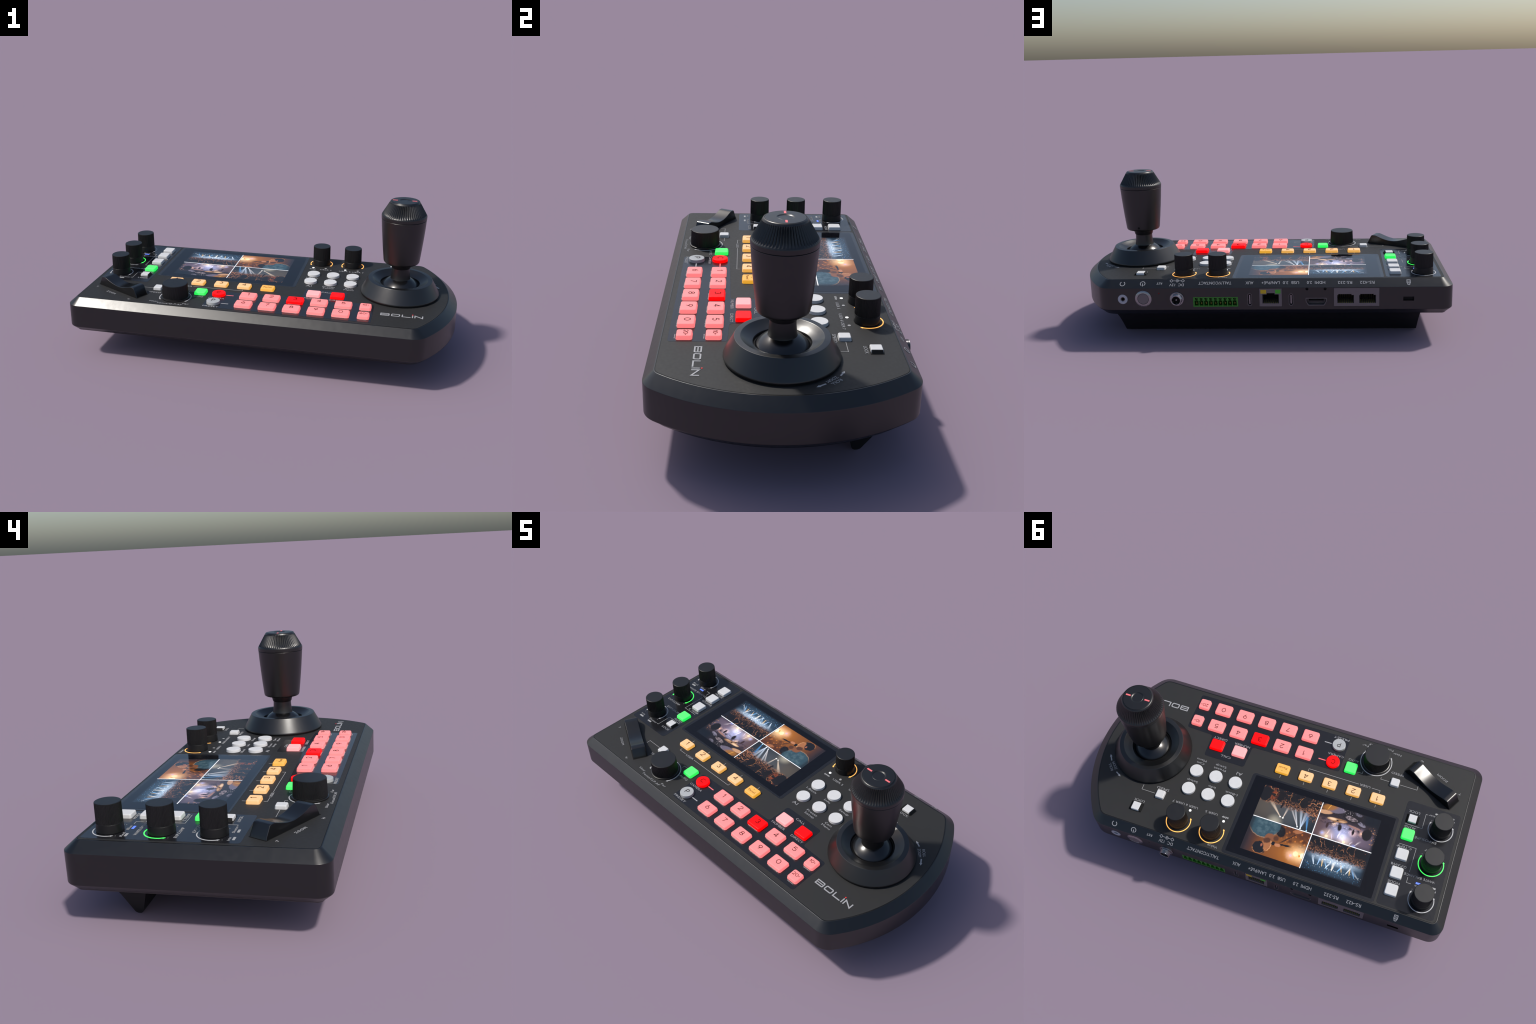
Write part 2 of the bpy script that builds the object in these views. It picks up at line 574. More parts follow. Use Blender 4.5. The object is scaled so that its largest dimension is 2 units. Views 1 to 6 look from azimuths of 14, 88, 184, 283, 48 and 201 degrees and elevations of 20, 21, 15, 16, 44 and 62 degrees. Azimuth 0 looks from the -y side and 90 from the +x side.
    def u_ramp(self, a, b):
        return self.ramp(self.xy(self.tc)[0], a, b)

    def base(self, c):
        x = self.n('ShaderNodeRGB')
        x.outputs[0].default_value = (*c, 1)
        self.col = x.outputs[0]

    def lay(self, c, mask, k=1.0, mode='MIX'):
        x = self.n('ShaderNodeMix', data_type='RGBA', blend_type=mode)
        f = mask if k == 1.0 else self.mul(mask, k)
        self.lk(f, x.inputs['Factor'])
        self.lk(self.col, x.inputs['A'])
        x.inputs['B'].default_value = (*c, 1)
        self.col = x.outputs['Result']

    def glow(self, c, mask, k=1.0):
        self.lay(c, mask, k, 'ADD')

    def done(self):
        self.lk(self.col, self.b.inputs['Base Color'])
        self.lk(self.col, self.b.inputs['Emission Color'])
        self.b.inputs['Emission Strength'].default_value = self.estr
        return self.m


def crowd(p, horizon, seed, warm=(0.30, 0.11, 0.045), dark=(0.008, 0.007, 0.008)):
    """Backlit audience: fine warm speckle far away, dark heads with broken lit rims near."""
    p.warp((4, 0.10), (16, 0.05))
    v = p.xy(p.tc)[1]
    p.lay(dark, p.ramp(v, horizon + 0.05, horizon - 0.06), 0.95)
    band = p.mul(p.ramp(v, horizon - 0.24, horizon - 0.05), p.ramp(v, horizon + 0.10, horizon + 0.0))
    p.lay(warm, p.mul(band, p.noise(38, 0.50, 0.60, 3, seed + 1)), 0.85)
    p.lay((0.60, 0.30, 0.17), p.mul(band, p.noise(64, 0.59, 0.66, 2, seed + 2)), 0.8)
    p.lay(dark, p.mul(band, p.cells(13, 0.22, 0.34, seed, 1.25)), 0.8)
    for sc, lo, hi, k in ((10.0, horizon - 0.16, horizon - 0.05, 0.75), (5.2, -0.4, horizon - 0.13, 0.65)):
        rows = p.mul(p.ramp(v, hi, hi - 0.05), p.ramp(v, lo - 0.03, lo + 0.03)) if lo > 0 else p.ramp(v, hi, hi - 0.06)
        body = p.cells(sc, 0.34, 0.40, seed + sc, 1.3)
        core = p.cells(sc, 0.28, 0.33, seed + sc, 1.3)
        rim = p.math('SUBTRACT', body, core, True)
        p.lay(dark, p.mul(rows, body), 0.9)
        p.lay((0.46, 0.20, 0.09), p.mul(p.mul(rows, rim), p.noise(9, 0.48, 0.58, 2, seed + sc)), k)
    p.lay((0.22, 0.07, 0.03), p.mul(p.ramp(v, horizon - 0.1, horizon - 0.2), p.noise(14, 0.60, 0.70, 3, seed + 5)), 0.6)
    p.tc = p.raw


ASP = 1.635
photos = []

# upper left: stage with fanned blue and amber beams over a crowd
p = Paint('picture_stage_lights')
p.base((0.006, 0.011, 0.020))
p.warp((9, 0.025))
p.lay((0.035, 0.07, 0.11), p.ellipse(0.85, 0.62, 0.75, 0.30, 0, 0.7))
p.glow((0.34, 0.42, 0.50), p.ellipse(0.82, 0.53, 0.50, 0.10, 0, 0.8), 0.9)
for cx, rot, col, ln, w in ((0.10, -38, (0.20, 0.22, 0.24), 0.42, .10), (0.22, -62, (0.12, 0.30, 0.55), 0.30, .05), (0.36, -80, (0.75, 0.42, 0.08), 0.26, .05),
                            (0.46, -112, (0.70, 0.75, 0.80), 0.30, .05), (0.58, -70, (0.70, 0.40, 0.08), 0.26, .05), (0.70, -118, (0.20, 0.45, 0.75), 0.32, .06),
                            (0.84, -90, (0.85, 0.75, 0.60), 0.34, .09), (0.96, -60, (0.25, 0.45, 0.70), 0.28, .05), (1.02, -116, (0.75, 0.80, 0.85), 0.30, .05),
                            (1.12, -82, (0.75, 0.45, 0.10), 0.28, .06), (1.24, -96, (0.35, 0.55, 0.85), 0.28, .05), (1.34, -70, (0.55, 0.62, 0.70), 0.32, .08),
                            (1.46, -20, (0.05, 0.20, 0.45), 0.12, .02)):
    p.glow(col, p.beam(cx, 0.80 + 0.03 * math.sin(cx * 9), rot, ln, 0.008, w), 1.1)
p.glow((0.9, 0.9, 0.9), p.mul(p.cells(13, 0.06, 0.18, 0.3), p.mul(p.v_ramp(0.72, 0.78), p.v_ramp(0.86, 0.80))), 0.5)
p.glow((0.10, 0.35, 0.60), p.mul(p.cells(11, 0.03, 0.12, 1.3), p.v_ramp(0.84, 0.88)), 0.8)
p.glow((0.75, 0.75, 0.8), p.mul(p.noise(24, 0.56, 0.68, 2, 4.0), p.ellipse(0.85, 0.55, 0.5, 0.08, 0, 0.5)), 0.9)
crowd(p, 0.45, 2.0)
p.warp((6, 0.07), (22, 0.03))
for hx, hy, r in ((0.30, 0.10, .12), (1.12, 0.06, .14)):
    p.lay((0.008, 0.007, 0.008), p.ellipse(hx, hy, r, r * 1.25, 0, 0.08))
    p.lay((0.30, 0.13, 0.07), p.mul(p.mul(p.ring(hx, hy, r, r * 1.25, 0, 0.07), p.u_ramp(hx, hx + r)), p.noise(12, 0.4, 0.55, 2, 3.0)), 0.8)
p.tc = p.raw
p.lay((0.006, 0.008, 0.012), p.u_ramp(0.14, 0.0))
p.lay((0.006, 0.008, 0.012), p.v_ramp(0.93, 1.0))
photos.append((p.done(), -0.5645, 0.1690))

# upper right: singer in profile on an orange background
p = Paint('picture_singer')
p.base((0.10, 0.033, 0.012))
p.warp((5, 0.05), (20, 0.035))
p.lay((0.26, 0.085, 0.016), p.ellipse(0.40, 0.78, 0.75, 0.50, -12, 0.9))
p.lay((0.42, 0.14, 0.018), p.ellipse(0.22, 0.74, 0.32, 0.24, 0, 0.9), 0.8)
p.lay((0.06, 0.02, 0.010), p.mul(p.noise(5, 0.5, 0.7, 3, 2.2), p.v_ramp(0.75, 0.4)), 0.8)
p.lay((0.035, 0.022, 0.024), p.u_ramp(1.18, 1.58), 0.92)
p.lay((0.07, 0.022, 0.010), p.v_ramp(0.40, 0.05), 0.8)
p.glow((0.40, 0.12, 0.015), p.mul(p.cells(7.5, 0.05, 0.28, 0.8), p.mul(p.v_ramp(0.62, 0.30), p.u_ramp(1.0, 0.3))), 0.8)
for bx, by, r, c in ((0.02, 0.67, .070, (1, .8, .5)), (0.22, 0.68, .072, (1, .75, .4)), (0.33, 0.76, .034, (.7, .45, .5)), (0.10, 0.70, .03, (.7, .25, .04)), (1.38, 0.30, .04, (.2, .08, .1))):
    p.glow(c, p.ellipse(bx, by, r * 2.6, r * 2.6, 0, 1.0), 0.35)
    p.lay(c, p.ellipse(bx, by, r, r, 0, 0.3))
p.lay((0.010, 0.008, 0.009), p.ellipse(0.80, 0.20, 0.13, 0.17, 25, 0.15))
p.lay((0.030, 0.065, 0.085), p.ellipse(1.27, 0.10, 0.43, 0.42, -18, 0.05))         # denim shirt
p.lay((0.075, 0.125, 0.145), p.mul(p.ellipse(1.22, 0.16, 0.34, 0.30, -18, 0.5), p.noise(7, 0.42, 0.66, 4, 3.3)), 0.8)
p.lay((0.34, 0.20, 0.11), p.mul(p.ring(1.27, 0.10, 0.43, 0.42, -18, 0.05), p.v_ramp(0.2, 0.42)), 0.7)
p.lay((0.20, 0.075, 0.035), p.ellipse(1.03, 0.46, 0.13, 0.11, 25, 0.15))            # neck
p.lay((0.33, 0.125, 0.05), p.ellipse(1.06, 0.70, 0.13, 0.19, -10, 0.10))            # face
p.lay((0.33, 0.125, 0.05), p.ellipse(0.955, 0.67, 0.045, 0.035, 20, 0.3))           # nose
p.lay((0.72, 0.36, 0.16), p.mul(p.ring(1.05, 0.70, 0.13, 0.19, -10, 0.12), p.u_ramp(1.02, 0.95)), 0.85)
p.lay((0.055, 0.022, 0.014), p.ellipse(1.06, 0.56, 0.10, 0.07, 28, 0.3), 0.9)       # beard
p.lay((0.010, 0.010, 0.013), p.ellipse(1.23, 0.80, 0.145, 0.165, -20, 0.08))        # hair
p.lay((0.010, 0.010, 0.013), p.ellipse(1.13, 0.90, 0.12, 0.07, 12, 0.15))
p.lay((0.62, 0.25, 0.08), p.mul(p.ring(1.20, 0.81, 0.175, 0.175, -12, 0.06), p.mul(p.v_ramp(0.72, 0.86), p.noise(20, 0.35, 0.5, 2, 4.4))), 0.8)
p.lay((0.34, 0.11, 0.06), p.ellipse(1.15, 0.73, 0.028, 0.045, 0, 0.3))              # ear
p.lay((0.010, 0.009, 0.011), p.bar(0.42, 0.53, 0.80, 0.58, 0.05))                   # microphone
p.lay((0.008, 0.008, 0.010), p.ellipse(0.88, 0.59, 0.055, 0.050, 0, 0.15))
p.lay((0.45, 0.18, 0.08), p.ellipse(0.75, 0.60, 0.075, 0.045, 8, 0.25))
p.lay((0.07, 0.028, 0.016), p.ellipse(0.84, 0.44, 0.07, 0.07, 30, 0.3), 0.9)
p.lay((0.035, 0.016, 0.012), p.bar(0.34, 0.12, 0.70, 0.50, 0.028))
p.lay((0.32, 0.12, 0.05), p.ellipse(0.34, 0.05, 0.13, 0.06, 22, 0.3))
p.lay((0.012, 0.012, 0.016), p.u_ramp(1.50, 1.635), 0.7)
photos.append((p.done(), -0.2520, 0.1690))

# lower left: drum kit in lilac haze
p = Paint('picture_drum_kit')
p.base((0.045, 0.036, 0.050))
p.warp((7, 0.03), (24, 0.02))
p.lay((0.16, 0.115, 0.16), p.ellipse(0.85, 0.75, 0.65, 0.45, 0, 0.9))
p.glow((0.20, 0.26, 0.42), p.ellipse(0.91, 0.70, 0.24, 0.22, 0, 0.9), 0.9)
p.lay((0.10, 0.055, 0.05), p.u_ramp(1.15, 1.6), 0.8)
p.lay((0.030, 0.022, 0.030), p.v_ramp(0.86, 1.0), 0.6)
for bx, by, rot, ln, w, c in ((0.48, 0.93, -130, .24, .05, (.5, .45, .42)), (0.62, 0.95, -120, .15, .04, (.5, .45, .5)), (0.98, 0.88, -100, .30, .06, (.6, .5, .45)),
                              (1.28, 0.86, -108, .22, .05, (.45, .33, .26)), (0.80, 0.98, -80, .16, .04, (.3, .4, .7)), (1.1, 0.95, -70, .2, .04, (.3, .3, .5))):
    p.glow(c, p.beam(bx, by, rot, ln, 0.008, w), 1.0)
for bx, by, r, c in ((0.78, 0.93, .06, (1, .75, .5)), (1.26, 0.92, .06, (1, .7, .45)), (0.62, 0.60, .035, (1, .6, .45)), (0.40, 0.56, .025, (.9, .5, .3)), (1.18, 0.48, .03, (1, .6, .3)),
                     (0.86, 0.80, .03, (.6, .65, 1)), (0.5, 0.97, .02, (.3, .4, .9)), (1.4, 0.86, .02, (.3, .4, .9))):
    p.glow(c, p.ellipse(bx, by, r * 2.4, r * 2.4, 0, 1.0), 0.45)
    p.lay(c, p.ellipse(bx, by, r * 0.7, r * 0.7, 0, 0.5))
p.glow((0.6, 0.55, 0.65), p.mul(p.cells(14, 0.04, 0.16, 2.3), p.ellipse(0.8, 0.58, 0.45, 0.10, 0, 0.5)), 0.8)
p.lay((0.030, 0.020, 0.028), p.mul(p.noise(9, 0.45, 0.55, 3, 6.0), p.mul(p.v_ramp(0.60, 0.50), p.v_ramp(0.34, 0.46))), 0.9)
p.lay((0.020, 0.014, 0.016), p.v_ramp(0.46, 0.36), 0.92)
p.lay((0.014, 0.010, 0.012), p.ellipse(1.00, 0.57, 0.055, 0.10, 0, 0.3))
p.lay((0.04, 0.02, 0.02), p.ellipse(1.34, 0.60, 0.035, 0.09, 0, 0.3))
p.lay((0.014, 0.010, 0.012), p.ellipse(0.62, 0.58, 0.035, 0.09, 0, 0.3))
p.lay((0.30, 0.16, 0.13), p.ellipse(0.62, 0.44, 0.18, 0.030, -8, 0.3))
p.lay((0.20, 0.18, 0.23), p.ellipse(0.47, 0.29, 0.13, 0.055, -18, 0.15))
p.lay((0.014, 0.011, 0.013), p.ellipse(0.77, 0.17, 0.25, 0.16, -6, 0.1))
p.lay((0.24, 0.19, 0.20), p.ellipse(0.77, 0.22, 0.17, 0.065, -6, 0.12))
p.lay((0.12, 0.11, 0.14), p.ellipse(0.62, 0.04, 0.10, 0.05, -10, 0.25))
p.lay((0.015, 0.011, 0.012), p.mul(p.noise(16, 0.46, 0.54, 3, 7.0), p.v_ramp(0.34, 0.26)), 0.75)
p.lay((0.26, 0.13, 0.06), p.ellipse(1.12, 0.38, 0.27, 0.060, 5, 0.08))              # cymbal
p.lay((0.85, 0.58, 0.36), p.ellipse(1.25, 0.38, 0.11, 0.035, 5, 0.6), 0.85)
p.lay((0.60, 0.36, 0.20), p.ellipse(0.98, 0.385, 0.08, 0.025, 5, 0.6), 0.8)
p.lay((0.02, 0.015, 0.015), p.ellipse(1.11, 0.385, 0.03, 0.018, 0, 0.3))
p.lay((0.13, 0.11, 0.15), p.ellipse(1.24, 0.10, 0.24, 0.10, 8, 0.12))
p.lay((0.30, 0.12, 0.022), p.ellipse(1.42, 0.07, 0.20, 0.10, 20, 0.4), 0.9)
p.lay((0.48, 0.26, 0.14), p.ellipse(1.52, 0.25, 0.20, 0.060, 8, 0.2))
p.lay((0.75, 0.36, 0.05), p.bar(1.40, -0.02, 1.46, 0.14, 0.02, 0.9), 0.8)
p.glow((0.6, 0.55, 0.55), p.mul(p.cells(16, 0.04, 0.2, 5.3), p.ellipse(0.92, 0.07, 0.18, 0.07, -10, 0.4)), 0.7)
p.lay((0.006, 0.008, 0.012), p.mul(p.u_ramp(0.62, 0.30), p.v_ramp(0.34, 0.20)))
p.lay((0.006, 0.007, 0.010), p.u_ramp(0.10, 0.0))
p.lay((0.45, 0.22, 0.10), p.mul(p.noise(18, 0.55, 0.65, 2, 9.0), p.ellipse(0.12, 0.56, 0.14, 0.24, 0, 0.4)), 0.8)
p.lay((0.010, 0.009, 0.010), p.ellipse(0.25, 0.54, 0.13, 0.17, 0, 0.12))
photos.append((p.done(), -0.5645, -0.0190))

# lower right: white beams over a waving crowd
p = Paint('picture_concert_crowd')
p.base((0.014, 0.018, 0.022))
p.lay((0.085, 0.070, 0.055), p.ellipse(1.35, 0.62, 0.55, 0.42, 0, 0.9), 0.9)
p.lay((0.06, 0.07, 0.08), p.ellipse(0.70, 0.55, 0.45, 0.4, 0, 0.9), 0.8)
p.glow((0.40, 0.36, 0.26), p.ellipse(1.06, 0.98, 0.14, 0.14, 0, 1.0), 0.7)
for bx, by, rot, ln, w, c in ((0.16, 0.95, -76, .62, .10, (.05, .22, .48)), (0.34, 0.94, -92, .72, .09, (.45, .52, .62)), (0.34, 0.94, -76, .80, .10, (.42, .48, .56)),
                              (0.43, 0.92, -66, .85, .07, (.48, .48, .50)), (0.43, 0.92, -56, .90, .06, (.46, .42, .40)), (0.88, 0.80, -98, .42, .06, (.60, .48, .38)),
                              (0.96, 0.79, -44, .85, .12, (.55, .42, .30)), (0.34, 0.94, -102, .6, .05, (.25, .32, .42))):
    p.glow(c, p.beam(bx, by, rot, ln, 0.012, w), 0.95)
for bx, by, r, c in ((0.16, 0.95, .018, (.45, .8, 1)), (0.34, 0.94, .020, (.9, .95, 1)), (0.43, 0.92, .019, (1, 1, 1)), (0.88, 0.80, .022, (1, .95, .85)), (0.96, 0.79, .020, (1, .95, .85))):
    p.lay(c, p.ellipse(bx, by, r, r, 0, 0.5))
p.lay((0.10, 0.06, 0.045), p.mul(p.v_ramp(0.50, 0.34), p.u_ramp(0.6, 1.3)), 0.6)
crowd(p, 0.44, 11.0, (0.38, 0.13, 0.045))
p.lay((0.50, 0.20, 0.09), p.mul(p.noise(20, 0.54, 0.62, 2, 13.0), p.mul(p.u_ramp(0.45, 0.1), p.v_ramp(0.72, 0.5))), 0.8)
p.warp((6, 0.08), (22, 0.03))
for hx, hy, r in ((0.48, 0.20, .11), (0.80, 0.16, .08), (1.15, 0.20, .12)):
    p.lay((0.010, 0.008, 0.008), p.ellipse(hx, hy, r, r * 1.3, 0, 0.07))
    p.lay((0.55, 0.22, 0.06), p.mul(p.mul(p.ring(hx, hy, r, r * 1.3, 0, 0.08), p.u_ramp(hx, hx + r)), p.noise(12, 0.38, 0.52, 2, 5.0)), 0.85)
p.tc = p.raw
p.lay((0.012, 0.009, 0.010), p.bar(1.00, 0.36, 1.03, 0.54, 0.05))
p.lay((0.22, 0.045, 0.015), p.mul(p.noise(8, 0.45, 0.6, 3, 15.0), p.ellipse(1.42, 0.20, 0.18, 0.20, 0, 0.4)), 0.9)
p.lay((0.010, 0.009, 0.010), p.ellipse(1.56, 0.26, 0.16, 0.22, 0, 0.1))
photos.append((p.done(), -0.2520, -0.0190))

PIC_H = 0.1852
for mat, px, py in photos:
    me = box(0, ASP * 1.018, 0, 1, -0.004, 0.0)
    add('screen_picture', me, mat, BEZ, loc=(px, py, ZP + 0.0011), scl=(PIC_H + 0.0035,) * 3)
cross = join_meshes([box(-0.566, 0.061, 0.1648, 0.1692, ZP + 0.0005, ZP + 0.0015),
                     box(-0.2566, -0.2522, -0.0185, 0.360, ZP + 0.0005, ZP + 0.0014)])
add('screen_divider', cross, 'divider', BEZ)


# ------------------------------------------------------------------ lettering
def text_mesh(s, w=None, h=None, thick=0.0005, bold=0.0):
    cu = bpy.data.curves.new('t', 'FONT')
    cu.body = s
    cu.size = 1.0
    cu.resolution_u = 3
    cu.extrude = 0.02
    cu.offset = bold
    ob = bpy.data.objects.new('t', cu)
    COL.objects.link(ob)
    dg = bpy.context.evaluated_depsgraph_get()
    me = bpy.data.meshes.new_from_object(ob.evaluated_get(dg))
    bpy.data.objects.remove(ob)
    bpy.data.curves.remove(cu)
    xs = [v.co.x for v in me.vertices]
    ys = [v.co.y for v in me.vertices]
    cx, cy = (min(xs) + max(xs)) / 2, 0.36
    sw = max(xs) - min(xs)
    has_cap = any(c.isupper() or c.isdigit() for c in s)
    capn = 0.73
    sy = h / capn
    sx = (w / sw) if w else sy * 1.12
    for v in me.vertices:
        v.co = ((v.co.x - cx) * sx, (v.co.y - cy) * sy, v.co.z / 0.02 * thick)
    return me


def text(s, x, y, w=None, h=0.0125, mat='print', ang=0.0, z=None, parent=None, name='printed_label', bold=0.0):
    me = text_mesh(s, w, h, bold=bold if bold else -0.010)
    me.materials.clear()
    return add(name, me, mat, parent if parent is not None else PANEL, loc=(x, y, (z if z is not None else Z1 + 0.0003)), rot=(0, 0, math.radians(ang)))


for s, x, y, w, h in (
        ('LOCK', 0.6473, 0.2855, 0.056, 0.0135), ('SPEED', 0.5575, 0.1835, 0.068, 0.0135), ('Cam', 0.4313, -0.0215, 0.042, 0.0125),
        ('Menu', 0.4317, -0.0410, 0.053, 0.0125), ('Preset', 0.3215, -0.0205, 0.067, 0.0125), ('Setup', 0.3215, -0.0400, 0.060, 0.0125),
        ('AI', 0.2134, -0.0290, 0.031, 0.0180), ('Setup', 0.4320, 0.0900, 0.060, 0.0125), ('Info', 0.3216, 0.0897, 0.039, 0.0125),
        ('I-Back', 0.2125, 0.0912, 0.067, 0.0125), ('USER 6', 0.3770, 0.2280, 0.066, 0.0125), ('USER 7', 0.4510, 0.2280, 0.066, 0.0125),
        ('USER 5', 0.2680, 0.2280, 0.066, 0.0125), ('NUMBER', 0.2605, -0.1955, 0.086, 0.0130), ('DIRECT', 0.3860, -0.1955, 0.075, 0.0130),
        ('CALL', 0.3206, -0.1014, 0.056, 0.0130), ('PRESET', -0.2300, -0.4120, 0.084, 0.0130), ('CAMERA', -0.2300, -0.3045, 0.086, 0.0130),
        ('AUTO', -0.3300, -0.3055, 0.056, 0.0130), ('SPEED', -0.5712, -0.3030, 0.067, 0.0130), ('USER', -0.4296, -0.1808, 0.056, 0.0130),
        ('LOCK', -0.7110, -0.1207, 0.057, 0.0135), ('AUTO', -0.7110, -0.0315, 0.056, 0.0130), ('EXPOSURE', -0.8020, 0.0112, 0.110, 0.0130),
        ('C.TEMP', -0.7115, 0.0822, 0.075, 0.0130), ('O.P.AWB', -0.7115, 0.1835, 0.079, 0.0130), ('MODE', -0.7115, 0.2768, 0.060, 0.0130),
        ('WHITE', -0.8726, 0.2140, 0.056, 0.0130), ('BALANCE', -0.7914, 0.2150, 0.088, 0.0130), ('Value', 0.1960, 0.3970, 0.053, 0.0125),
        ('EXP.COMP', -0.8620, 0.0618, 0.098, 0.0130), ('Red', -0.8990, 0.2595, 0.037, 0.0115), ('Blue', -0.8315, 0.2600, 0.039, 0.0115),
        ('Iris', -0.9030, -0.1290, 0.027, 0.0105), ('Shutter', -0.8150, -0.1285, 0.062, 0.0110), ('Near', -0.5372, -0.4145, 0.045, 0.0120),
        ('Focus/O.P.AF', -0.4450, -0.4290, 0.134, 0.0120), ('Far', -0.3625, -0.4130, 0.034, 0.0120)):
    text(s, x, y, w, h)
text('ZOOM', -0.7985, -0.3575, 0.066, 0.0125, ang=-26)
text('W', -0.6737, -0.4205, 0.017, 0.0120, ang=-26)
text('T', -0.9051, -0.2965, 0.012, 0.0120, ang=-26)
text('ROLL', 0.8720, 0.1560, 0.047, 0.0145, ang=-47)
text('ZOOM', 0.8560, 0.1425, 0.050, 0.0145, ang=-47)
for x in (0.1780, 0.1870, 0.1960, 0.2050):     # tiny icon glyph strokes beside the first user lamp
    add('printed_mark', box(-0.0028, 0.0028, -0.0045 - R.random() * .003, 0.004 + R.random() * .003, 0, 0.0005), 'line', PANEL,
        loc=(x, 0.2275, Z1), rot=(0, 0, R.uniform(-.9, .9)))


def stroke_mesh(pts, w, closed=False):
    """Flat mitred polyline of constant width."""
    P = [Vector(p) for p in pts]
    n = len(P)
    L, Rr = [], []
    for i in range(n):
        if closed:
            a, b = (P[i] - P[i - 1]).normalized(), (P[(i + 1) % n] - P[i]).normalized()
        else:
            a = (P[i] - P[i - 1]).normalized() if i else (P[1] - P[0]).normalized()
            b = (P[i + 1] - P[i]).normalized() if i < n - 1 else a
        t = (a + b).normalized()
        nn = Vector((-t.y, t.x))
        k = w / 2 / max(nn.dot(Vector((-a.y, a.x))), 0.35)
        L.append(P[i] + nn * k)
        Rr.append(P[i] - nn * k)
    verts, faces = [], []
    for zz in (0.0, 0.0007):
        for q in L + Rr:
            verts.append((q.x, q.y, zz))
    m = n if closed else n - 1
    for i in range(m):
        j = (i + 1) % n
        faces.append((i, j, n + j, n + i))
        faces.append((2 * n + i, 2 * n + j, 3 * n + j, 3 * n + i))
        faces.append((i, j, 2 * n + j, 2 * n + i))
        faces.append((n + i, n + j, 3 * n + j, 3 * n + i))
    if not closed:
        faces.append((0, n, 3 * n, 2 * n))
        faces.append((n - 1, 2 * n - 1, 4 * n - 1, 3 * n - 1))
    return mesh_from(verts, faces, 30)


def stroke(pts, w, mat, name='printed_line', z=None, parent=None, closed=False):
    return add(name, stroke_mesh(pts, w, closed), mat, parent if parent is not None else PANEL,
               loc=(0, 0, z if z is not None else Z1))


def arc_pts(cx, cy, rx, ry, a0, a1, n=14):
    return [(cx + rx * math.cos(math.radians(a0 + (a1 - a0) * i / n)), cy + ry * math.sin(math.radians(a0 + (a1 - a0) * i / n)))
            for i in range(n + 1)]


# thin wide numerals and letters on the key caps, unit height, as (polyline, closed)
GLYPH = {
    '0': (0.84, [(arc_pts(.42, .5, .42, .5, 0, 345, 22), True)]),
    '1': (0.30, [([(0.0, .76), (.28, 1.0), (.28, 0.0)], False)]),
    '2': (0.74, [(arc_pts(.37, .70, .36, .30, 170, -35) + [(0.0, 0.0), (.74, 0.0)], False)]),
    '3': (0.74, [(arc_pts(.36, .75, .32, .25, 160, -80), False), (arc_pts(.36, .26, .38, .26, 85, -160), False)]),
    '4': (0.80, [([(.80, .25), (0.0, .25), (.58, 1.0), (.58, 0.0)], False)]),
    '5': (0.74, [([(.68, 1.0), (.12, 1.0), (.06, .56)] + arc_pts(.36, .33, .38, .33, 110, -155), False)]),
    '6': (0.76, [(arc_pts(.38, .31, .38, .31, 0, 345, 20), True), ([(.05, .42), (.50, 1.0)], False)]),
    '7': (0.72, [([(0.0, 1.0), (.72, 1.0), (.22, 0.0)], False)]),
    '8': (0.76, [(arc_pts(.38, .76, .30, .24, 0, 345, 20), True), (arc_pts(.38, .26, .38, .26, 0, 345, 20), True)]),
    '9': (0.76, [(arc_pts(.38, .69, .38, .31, 0, 345, 20), True), ([(.71, .58), (.26, 0.0)], False)]),
    'C': (0.90, [(arc_pts(.46, .5, .46, .5, 45, 315, 22), False)]),
    'P': (0.66, [([(0.0, 0.0), (0.0, 1.0), (.38, 1.0)] + arc_pts(.38, .72, .28, .28, 90, -90, 10) + [(0.0, .44)], False)]),
    '+': (0.34, [([(0.0, .5), (.34, .5)], False), ([(.17, .33), (.17, .67)], False)]),
}


def glyph_mesh(text_, h, w=0.0024, gap=0.16):
    total = sum(GLYPH[c][0] for c in text_) + gap * (len(text_) - 1)
    x, parts = -total / 2, []
    for c in text_:
        for pl, closed in GLYPH[c][1]:
            parts.append(stroke_mesh([((x + px_) * h, (py_ - .5) * h) for px_, py_ in pl], w, closed))
        x += GLYPH[c][0] + gap
    return join_meshes(parts)


LW = 0.0020
for pts in ([(-0.7800, -0.1285), (-0.7700, -0.1285), (-0.7700, -0.0452), (-0.6825, -0.0452)],
            [(-0.7930, 0.2568), (-0.7704, 0.2568), (-0.7704, 0.2280)], [(-0.7704, 0.2000), (-0.7704, 0.0692), (-0.6823, 0.0692)],
            [(-0.5110, -0.1660), (-0.5110, -0.1806), (-0.4660, -0.1806)], [(-0.3955, -0.1806), (-0.1220, -0.1806), (-0.1220, -0.1655)],
            [(-0.6900, -0.2700), (-0.6900, -0.2466), (-0.6005, -0.2466)], [(-0.5414, -0.2466), (-0.4950, -0.2466), (-0.4950, -0.2580)],
            [(-0.3680, -0.2459), (-0.3948, -0.2459), (-0.3948, -0.2600)], [(0.5870, 0.2204), (0.6622, 0.2204), (0.6622, 0.1930)]):
    stroke(pts, LW, 'line')
for i in range(5):
    x = -0.5113 + i * 0.1296
    stroke([(x, -0.0790), (x, -0.0955)], LW, 'line')
stroke([(-0.1895, -0.2570), (-0.1492, -0.2570)], 0.0055, 'pink_mark', 'keypad_pointer')
stroke([(-0.1895, -0.3652), (-0.1492, -0.3652)], 0.0050, 'print', 'keypad_pointer')

